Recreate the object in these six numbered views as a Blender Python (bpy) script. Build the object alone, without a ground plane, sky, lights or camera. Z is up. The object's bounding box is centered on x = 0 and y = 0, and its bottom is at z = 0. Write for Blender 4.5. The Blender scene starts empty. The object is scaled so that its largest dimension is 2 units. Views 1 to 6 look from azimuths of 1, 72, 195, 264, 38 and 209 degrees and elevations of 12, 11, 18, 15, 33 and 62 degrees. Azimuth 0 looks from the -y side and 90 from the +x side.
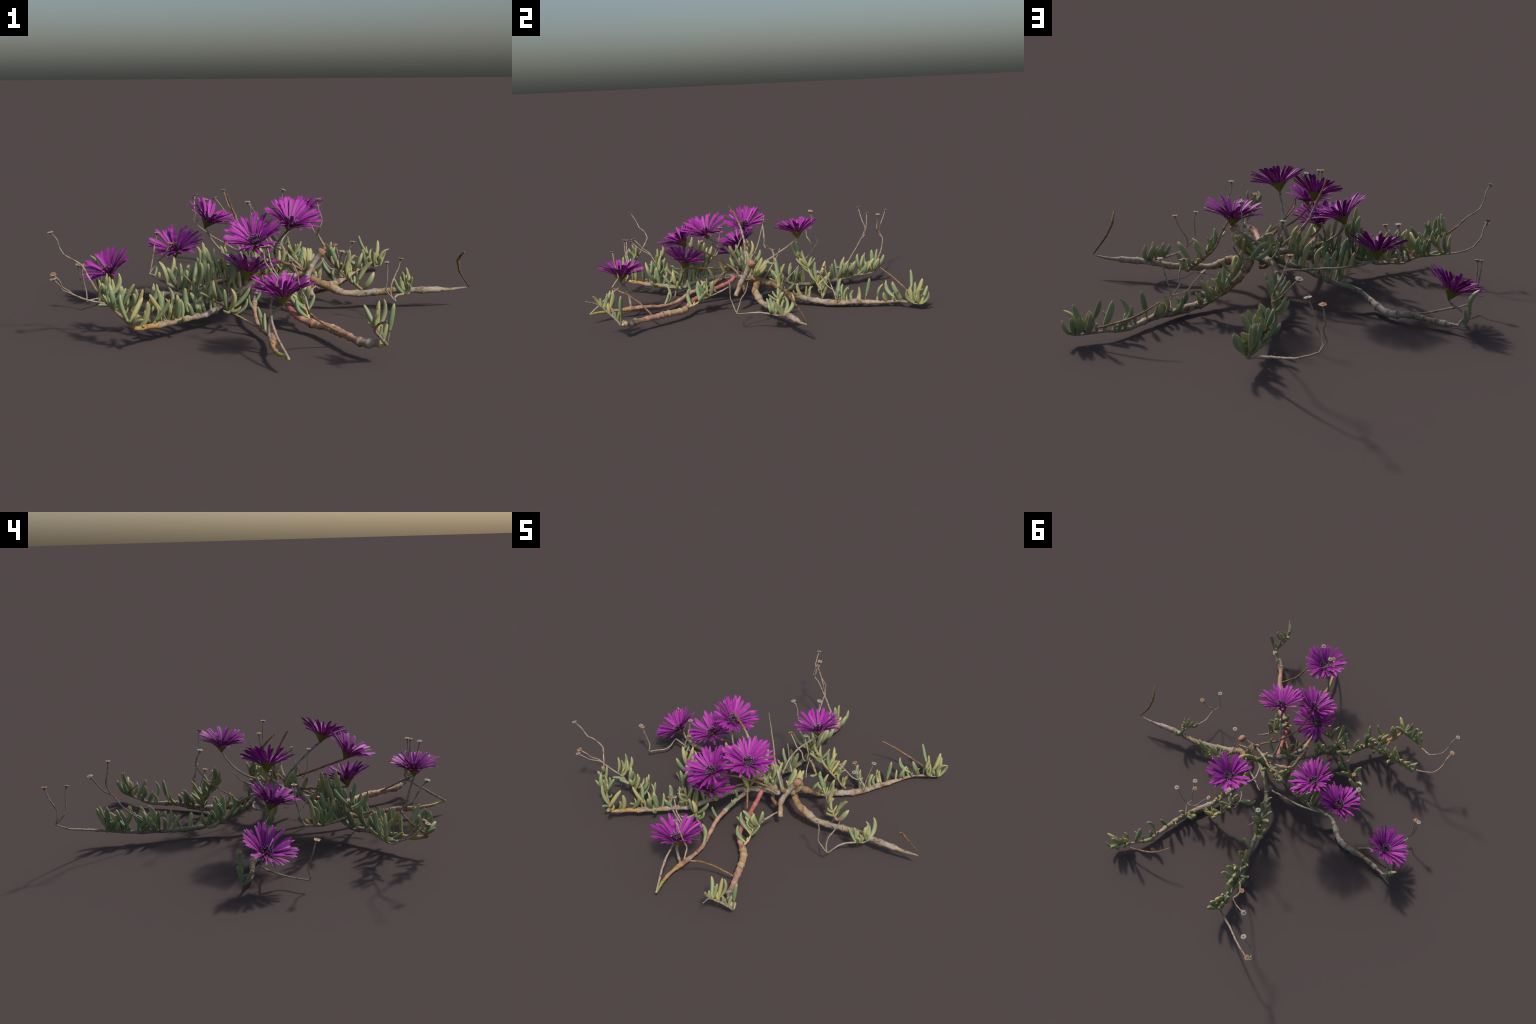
"""A sprawling succulent with finger-like leaves, knotted woody runners, dry seed
stalks and eight purple daisy-like flowers.

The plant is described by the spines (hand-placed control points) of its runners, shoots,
twigs and flower stalks, by rules for thickness, nodes and bark along them, and by where
along each spine a leaf sits and which way it points."""
import bpy, math, random
import numpy as np
from mathutils import Vector, Matrix, Quaternion, noise

rng = random.Random(11)

# ------------------------------------------------------------------ control points
SPINES = {
    "right_runner": [(0.158, -0.060, 0.154), (0.180, -0.076, 0.137), (0.219, -0.098, 0.122), (0.230, -0.102, 0.121), (0.290, -0.098, 0.091), (0.312, -0.097, 0.083), (0.335, -0.095, 0.078), (0.398, -0.081, 0.073), (0.508, -0.055, 0.077), (0.545, -0.055, 0.080), (0.643, -0.061, 0.083), (0.786, -0.051, 0.083), (0.825, -0.049, 0.086), (0.883, -0.049, 0.094)],
    "right_dry_twig": [(0.884, -0.050, 0.094), (0.846, -0.068, 0.151), (0.834, -0.076, 0.170), (0.828, -0.086, 0.184), (0.815, -0.118, 0.233), (0.827, -0.170, 0.279)],
    "far_right_runner": [(0.180, -0.092, 0.183), (0.124, -0.037, 0.145), (0.119, -0.008, 0.133), (0.127, 0.043, 0.117), (0.142, 0.074, 0.094), (0.167, 0.108, 0.069), (0.193, 0.149, 0.054), (0.243, 0.233, 0.029), (0.284, 0.283, 0.024), (0.313, 0.322, 0.022), (0.363, 0.410, 0.030), (0.376, 0.436, 0.029), (0.419, 0.538, 0.023), (0.433, 0.569, 0.024), (0.454, 0.599, 0.029), (0.475, 0.619, 0.033), (0.581, 0.692, 0.031)],
    "far_right_dry_twig": [(0.492, 0.680, 0.068), (0.466, 0.680, 0.076), (0.348, 0.664, 0.121), (0.306, 0.645, 0.145), (0.262, 0.615, 0.175)],
    "back_runner": [(0.100, -0.080, 0.150), (0.031, -0.012, 0.164), (0.013, 0.007, 0.166), (-0.001, 0.024, 0.164), (-0.011, 0.038, 0.159), (-0.022, 0.057, 0.136), (-0.032, 0.074, 0.124), (-0.047, 0.104, 0.111), (-0.059, 0.149, 0.091), (-0.066, 0.190, 0.071), (-0.065, 0.182, 0.074), (-0.066, 0.188, 0.072), (-0.072, 0.228, 0.057), (-0.088, 0.343, 0.041), (-0.113, 0.552, 0.045), (-0.126, 0.620, 0.048), (-0.126, 0.607, 0.048), (-0.122, 0.669, 0.052), (-0.114, 0.746, 0.062), (-0.118, 0.753, 0.066), (-0.123, 0.758, 0.060)],
    "back_dry_end": [(-0.124, 0.758, 0.060), (-0.146, 0.775, 0.075), (-0.221, 0.824, 0.107), (-0.289, 0.878, 0.136), (-0.320, 0.899, 0.149), (-0.379, 0.937, 0.184), (-0.411, 0.953, 0.205)],
    "left_back_runner": [(0.080, -0.062, 0.132), (0.054, -0.085, 0.153), (0.035, -0.080, 0.154), (-0.041, -0.055, 0.142), (-0.094, -0.031, 0.138), (-0.148, -0.012, 0.135), (-0.174, -0.003, 0.128), (-0.228, 0.010, 0.112), (-0.255, 0.013, 0.105), (-0.312, 0.014, 0.096), (-0.367, 0.010, 0.077), (-0.391, 0.006, 0.062), (-0.413, 0.011, 0.048), (-0.453, 0.047, 0.034), (-0.495, 0.088, 0.024), (-0.523, 0.102, 0.025), (-0.604, 0.119, 0.037), (-0.652, 0.121, 0.030), (-0.711, 0.135, 0.026), (-0.749, 0.147, 0.027), (-0.823, 0.175, 0.036)],
    "left_runner": [(0.107, -0.115, 0.162), (0.042, -0.133, 0.163), (0.021, -0.143, 0.165), (-0.040, -0.180, 0.162), (-0.093, -0.210, 0.149), (-0.107, -0.222, 0.143), (-0.197, -0.333, 0.101), (-0.217, -0.350, 0.092), (-0.232, -0.361, 0.079), (-0.255, -0.377, 0.070), (-0.275, -0.390, 0.064), (-0.309, -0.416, 0.063), (-0.325, -0.432, 0.064), (-0.356, -0.471, 0.067), (-0.382, -0.499, 0.067), (-0.429, -0.539, 0.069), (-0.477, -0.586, 0.071), (-0.510, -0.627, 0.076), (-0.532, -0.673, 0.087)],
    "left_shoot_a": [(-0.532, -0.673, 0.085), (-0.531, -0.672, 0.093), (-0.566, -0.649, 0.115), (-0.647, -0.592, 0.171), (-0.678, -0.563, 0.196), (-0.707, -0.534, 0.227), (-0.731, -0.510, 0.256), (-0.755, -0.488, 0.289), (-0.768, -0.488, 0.302), (-0.795, -0.494, 0.321), (-0.815, -0.507, 0.337), (-0.820, -0.519, 0.346), (-0.830, -0.529, 0.368), (-0.834, -0.534, 0.382), (-0.837, -0.548, 0.411), (-0.856, -0.566, 0.442)],
    "left_shoot_b": [(-0.387, -0.503, 0.067), (-0.456, -0.512, 0.046), (-0.510, -0.499, 0.064), (-0.558, -0.475, 0.096), (-0.623, -0.459, 0.114), (-0.634, -0.459, 0.115), (-0.670, -0.450, 0.127), (-0.696, -0.451, 0.131), (-0.764, -0.456, 0.149), (-0.796, -0.462, 0.165), (-0.806, -0.466, 0.171), (-0.815, -0.476, 0.178), (-0.834, -0.515, 0.200), (-0.839, -0.548, 0.231), (-0.853, -0.573, 0.258)],
    "front_runner": [(0.027, -0.149, 0.166), (0.026, -0.170, 0.143), (0.059, -0.298, 0.107), (0.073, -0.379, 0.083), (0.086, -0.409, 0.073), (0.120, -0.440, 0.056), (0.139, -0.453, 0.051), (0.173, -0.481, 0.047), (0.208, -0.530, 0.051), (0.236, -0.580, 0.056), (0.314, -0.742, 0.060), (0.322, -0.756, 0.060), (0.346, -0.784, 0.063), (0.376, -0.812, 0.072), (0.409, -0.837, 0.078)],
    "front_left_runner": [(-0.035, -0.182, 0.160), (-0.075, -0.297, 0.099), (-0.073, -0.380, 0.078), (-0.071, -0.397, 0.072), (-0.061, -0.452, 0.045), (-0.055, -0.477, 0.037), (-0.032, -0.534, 0.033), (-0.016, -0.579, 0.035), (-0.004, -0.623, 0.044), (0.000, -0.648, 0.046), (0.001, -0.670, 0.048), (-0.002, -0.750, 0.045), (0.006, -0.828, 0.048), (0.019, -0.871, 0.051), (0.055, -0.951, 0.058)],
    "cut_trunk": [(0.222, -0.107, 0.278), (0.184, -0.120, 0.225), (0.153, -0.147, 0.166), (0.151, -0.162, 0.141), (0.174, -0.192, 0.091)],
    "cut_root": [(0.054, -0.112, 0.139), (0.056, -0.096, 0.122), (0.062, -0.109, 0.114), (0.068, -0.113, 0.106), (0.075, -0.113, 0.099), (0.092, -0.119, 0.093), (0.103, -0.120, 0.091)],
    "leafy_shoot": [(0.206, -0.035, 0.492), (0.202, -0.033, 0.468), (0.223, -0.033, 0.397), (0.221, -0.034, 0.383), (0.216, -0.034, 0.370), (0.212, -0.028, 0.359), (0.205, 0.007, 0.328), (0.209, 0.013, 0.321), (0.222, 0.017, 0.296), (0.231, 0.014, 0.280), (0.239, 0.014, 0.264), (0.241, 0.018, 0.254), (0.242, 0.027, 0.245), (0.246, 0.037, 0.230), (0.261, 0.034, 0.207), (0.273, 0.028, 0.194), (0.333, -0.004, 0.136), (0.397, -0.032, 0.085), (0.401, -0.032, 0.082), (0.408, -0.019, 0.072)],
    "dry_fork": [(0.089, 0.001, 0.453), (0.128, -0.007, 0.401), (0.135, -0.010, 0.395), (0.170, -0.016, 0.378), (0.176, -0.018, 0.373), (0.181, -0.023, 0.358), (0.185, -0.024, 0.351), (0.192, -0.018, 0.338), (0.207, 0.022, 0.326), (0.202, 0.027, 0.322)],
    "far_right_shoot": [(0.042, 0.219, 0.237), (0.063, 0.236, 0.211), (0.067, 0.241, 0.203), (0.102, 0.242, 0.193), (0.110, 0.252, 0.172), (0.121, 0.274, 0.130), (0.128, 0.279, 0.119), (0.145, 0.285, 0.099), (0.166, 0.288, 0.080), (0.229, 0.284, 0.042), (0.253, 0.273, 0.044)],
    "tall_dry_stalk": [(0.056, 0.294, 0.492), (0.055, 0.294, 0.496), (0.050, 0.302, 0.458), (0.043, 0.300, 0.386), (0.045, 0.312, 0.361), (0.055, 0.316, 0.347), (0.078, 0.320, 0.322), (0.076, 0.322, 0.315), (0.074, 0.321, 0.312), (0.065, 0.306, 0.286), (0.053, 0.271, 0.239), (0.055, 0.241, 0.213), (0.066, 0.196, 0.175), (0.065, 0.199, 0.177), (0.080, 0.157, 0.150), (0.103, 0.121, 0.127)],
    "back_dry_stalk": [(-0.116, 0.302, 0.433), (-0.106, 0.310, 0.413), (-0.102, 0.320, 0.378), (-0.100, 0.327, 0.315), (-0.080, 0.341, 0.288), (-0.068, 0.332, 0.263)],
    "tall_dead_twig": [(-0.196, -0.105, 0.522), (-0.181, -0.079, 0.474), (-0.169, -0.064, 0.437), (-0.150, -0.049, 0.384), (-0.138, -0.047, 0.355), (-0.120, -0.047, 0.329), (-0.092, -0.051, 0.289), (-0.037, -0.065, 0.239), (-0.014, -0.074, 0.216), (-0.018, -0.072, 0.222)],
    "pale_dead_twig": [(-0.103, 0.072, 0.467), (-0.093, 0.066, 0.446), (-0.012, -0.002, 0.314), (0.005, -0.020, 0.289), (0.016, -0.030, 0.276), (0.032, -0.046, 0.274), (0.138, -0.131, 0.193)],
    "thin_dead_twig": [(-0.028, 0.134, 0.283), (-0.004, 0.112, 0.252), (0.023, 0.082, 0.224), (0.133, -0.018, 0.155), (0.136, -0.033, 0.138)],
    "short_dead_twig": [(-0.193, -0.033, 0.346), (-0.213, -0.015, 0.292), (-0.210, -0.020, 0.270)],
    "low_dead_twig": [(0.031, -0.277, 0.127), (-0.024, -0.204, 0.177), (-0.042, -0.176, 0.196), (-0.044, -0.172, 0.202)],
    "stalk_A": [(-0.746, 0.089, 0.107), (-0.756, 0.096, 0.097), (-0.782, 0.110, 0.085), (-0.795, 0.118, 0.081), (-0.805, 0.130, 0.077), (-0.818, 0.171, 0.071), (-0.817, 0.169, 0.070), (-0.794, 0.163, 0.032)],
    "stalk_B": [(-0.441, 0.021, 0.222), (-0.388, 0.057, 0.209), (-0.355, 0.067, 0.202), (-0.278, 0.069, 0.185), (-0.252, 0.072, 0.183), (-0.052, 0.045, 0.144)],
    "stalk_C": [(-0.303, 0.009, 0.357), (-0.304, 0.012, 0.360), (-0.268, -0.026, 0.305), (-0.242, -0.049, 0.281), (-0.214, -0.075, 0.257), (-0.189, -0.094, 0.240), (-0.146, -0.136, 0.206), (-0.124, -0.133, 0.197)],
    "stalk_D": [(-0.070, -0.395, 0.339), (-0.049, -0.311, 0.307), (-0.040, -0.288, 0.296), (-0.012, -0.251, 0.275), (0.042, -0.200, 0.242), (0.092, -0.174, 0.222), (0.110, -0.167, 0.212), (0.128, -0.159, 0.198)],
    "stalk_E": [(0.064, -0.301, 0.396), (0.060, -0.288, 0.390), (0.046, -0.255, 0.368), (0.019, -0.194, 0.323), (0.011, -0.159, 0.288), (0.017, -0.130, 0.250), (0.024, -0.115, 0.223)],
    "stalk_F": [(0.127, 0.187, 0.359), (0.069, 0.145, 0.307), (0.056, 0.130, 0.294), (0.047, 0.112, 0.281), (0.040, 0.086, 0.262), (0.037, 0.067, 0.251), (0.037, 0.074, 0.255), (0.038, 0.060, 0.248), (0.057, -0.020, 0.216)],
    "stalk_G": [(-0.104, -0.407, 0.211), (-0.098, -0.338, 0.206), (-0.091, -0.305, 0.204), (-0.087, -0.289, 0.203), (-0.077, -0.271, 0.201), (-0.073, -0.250, 0.201), (-0.066, -0.233, 0.200), (-0.051, -0.200, 0.197), (-0.040, -0.190, 0.195), (-0.004, -0.186, 0.189)],
    "stalk_H": [(0.038, -0.780, 0.204), (-0.001, -0.753, 0.170), (-0.016, -0.732, 0.110), (-0.011, -0.727, 0.054)],
    "left_dry_stalk": [(-0.607, 0.093, 0.031), (-0.623, 0.082, 0.030), (-0.665, 0.062, 0.033), (-0.697, 0.070, 0.045), (-0.712, 0.070, 0.051), (-0.779, 0.065, 0.071), (-0.775, 0.018, 0.050), (-0.780, -0.009, 0.042), (-0.824, -0.072, 0.042), (-0.832, -0.091, 0.042), (-0.831, -0.100, 0.056), (-0.830, -0.096, 0.062), (-0.832, -0.087, 0.087), (-0.835, -0.087, 0.094), (-0.834, -0.086, 0.091), (-0.837, -0.089, 0.106), (-0.841, -0.109, 0.168), (-0.841, -0.119, 0.208), (-0.840, -0.124, 0.216)],
    "left_inner_shoot": [(-0.270, -0.370, 0.110), (-0.374, -0.260, 0.121), (-0.412, -0.222, 0.128), (-0.451, -0.192, 0.145), (-0.539, -0.124, 0.175), (-0.542, -0.125, 0.176)],
    "inner_dry_a": [(-0.541, -0.125, 0.175), (-0.538, -0.116, 0.188), (-0.520, -0.085, 0.297), (-0.512, -0.085, 0.332), (-0.508, -0.083, 0.352)],
    "inner_dry_b": [(-0.542, -0.127, 0.176), (-0.521, -0.106, 0.206), (-0.515, -0.106, 0.214), (-0.503, -0.112, 0.231), (-0.468, -0.149, 0.270), (-0.460, -0.162, 0.285), (-0.456, -0.165, 0.293), (-0.441, -0.168, 0.321)],
    "front_dry_stalk": [(0.065, -0.810, 0.377), (0.082, -0.812, 0.347), (0.090, -0.810, 0.322), (0.092, -0.805, 0.299), (0.102, -0.800, 0.268), (0.113, -0.799, 0.249), (0.118, -0.804, 0.241), (0.128, -0.836, 0.203), (0.132, -0.806, 0.182), (0.142, -0.785, 0.171), (0.146, -0.762, 0.159), (0.167, -0.731, 0.137), (0.186, -0.708, 0.117), (0.218, -0.686, 0.094), (0.261, -0.665, 0.067)],
    "front_left_dry_stalk": [(0.055, -0.951, 0.058), (0.014, -0.867, 0.112), (-0.002, -0.818, 0.146), (-0.007, -0.780, 0.168), (-0.010, -0.744, 0.193), (-0.001, -0.719, 0.218), (0.002, -0.719, 0.225), (0.004, -0.723, 0.237), (0.013, -0.729, 0.275), (0.019, -0.726, 0.293), (0.018, -0.725, 0.301), (-0.006, -0.728, 0.347), (-0.020, -0.722, 0.416)],
    "front_left_dry_fork": [(0.017, -0.730, 0.290), (0.012, -0.732, 0.300), (-0.013, -0.732, 0.334), (-0.029, -0.734, 0.362), (-0.035, -0.733, 0.415)],
    "right_dry_stalk": [(0.614, -0.071, 0.075), (0.604, -0.107, 0.080), (0.560, -0.151, 0.085), (0.549, -0.165, 0.086), (0.531, -0.202, 0.087), (0.521, -0.286, 0.091), (0.491, -0.294, 0.123), (0.477, -0.299, 0.143), (0.478, -0.303, 0.152), (0.479, -0.305, 0.173), (0.482, -0.305, 0.218), (0.481, -0.306, 0.240), (0.476, -0.313, 0.265)],
    "right_dry_fork": [(0.519, -0.289, 0.092), (0.504, -0.273, 0.114), (0.502, -0.266, 0.131), (0.507, -0.257, 0.160), (0.523, -0.240, 0.191), (0.529, -0.236, 0.204), (0.537, -0.234, 0.220), (0.547, -0.228, 0.262)],
    "far_dry_a": [(0.324, 0.373, 0.045), (0.354, 0.308, 0.057), (0.352, 0.307, 0.067), (0.332, 0.304, 0.099), (0.316, 0.298, 0.127), (0.322, 0.288, 0.150), (0.323, 0.281, 0.168), (0.305, 0.266, 0.227)],
    "far_dry_b": [(0.349, 0.307, 0.076), (0.348, 0.312, 0.085), (0.362, 0.318, 0.149), (0.394, 0.309, 0.234)],
    "far_dry_c": [(0.343, 0.313, 0.085), (0.303, 0.311, 0.096), (0.283, 0.300, 0.105), (0.274, 0.290, 0.118), (0.221, 0.259, 0.187), (0.226, 0.262, 0.181)],
    "far_dry_d": [(0.330, 0.275, 0.139), (0.332, 0.255, 0.168), (0.337, 0.230, 0.192), (0.336, 0.217, 0.205)],
    "back_end_a": [(-0.414, 0.953, 0.204), (-0.422, 0.935, 0.225), (-0.415, 0.915, 0.247), (-0.407, 0.909, 0.255), (-0.398, 0.905, 0.263), (-0.394, 0.905, 0.270), (-0.388, 0.907, 0.307), (-0.362, 0.901, 0.364)],
    "back_end_b": [(-0.415, 0.953, 0.205), (-0.435, 0.941, 0.243), (-0.427, 0.942, 0.267), (-0.425, 0.945, 0.281), (-0.433, 0.960, 0.309), (-0.434, 0.968, 0.327), (-0.429, 0.986, 0.379)],
    "back_mid_a": [(-0.115, 0.565, 0.047), (-0.118, 0.560, 0.072), (-0.157, 0.598, 0.122), (-0.192, 0.657, 0.181), (-0.197, 0.683, 0.212), (-0.199, 0.715, 0.260), (-0.203, 0.730, 0.270), (-0.231, 0.755, 0.294), (-0.273, 0.782, 0.346), (-0.308, 0.801, 0.386)],
    "back_mid_b": [(-0.195, 0.721, 0.261), (-0.204, 0.727, 0.280), (-0.205, 0.737, 0.299), (-0.210, 0.742, 0.319), (-0.232, 0.734, 0.359), (-0.251, 0.723, 0.422), (-0.256, 0.722, 0.438)],
    "front_tip_twig": [(0.410, -0.844, 0.076), (0.389, -0.862, 0.101), (0.359, -0.904, 0.145), (0.358, -0.921, 0.162), (0.363, -0.937, 0.176), (0.369, -0.957, 0.188), (0.385, -1.000, 0.208), (0.383, -0.996, 0.206)],
    "front_leafy_shoot": [(0.147, -0.443, 0.056), (0.145, -0.407, 0.066), (0.129, -0.349, 0.090), (0.130, -0.353, 0.087), (0.134, -0.323, 0.099), (0.141, -0.300, 0.107), (0.153, -0.274, 0.119), (0.174, -0.247, 0.137), (0.186, -0.235, 0.146), (0.184, -0.235, 0.145)],
    "front_left_shoot": [(-0.037, -0.498, 0.042), (-0.071, -0.484, 0.045), (-0.115, -0.462, 0.063), (-0.185, -0.433, 0.097), (-0.206, -0.419, 0.110), (-0.245, -0.402, 0.129), (-0.289, -0.385, 0.153), (-0.313, -0.371, 0.174), (-0.326, -0.365, 0.185), (-0.364, -0.356, 0.221)],
    "crown_shoot": [(0.160, -0.080, 0.170), (0.100, -0.080, 0.155), (0.000, -0.070, 0.150), (-0.080, -0.060, 0.150)],
}
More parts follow.
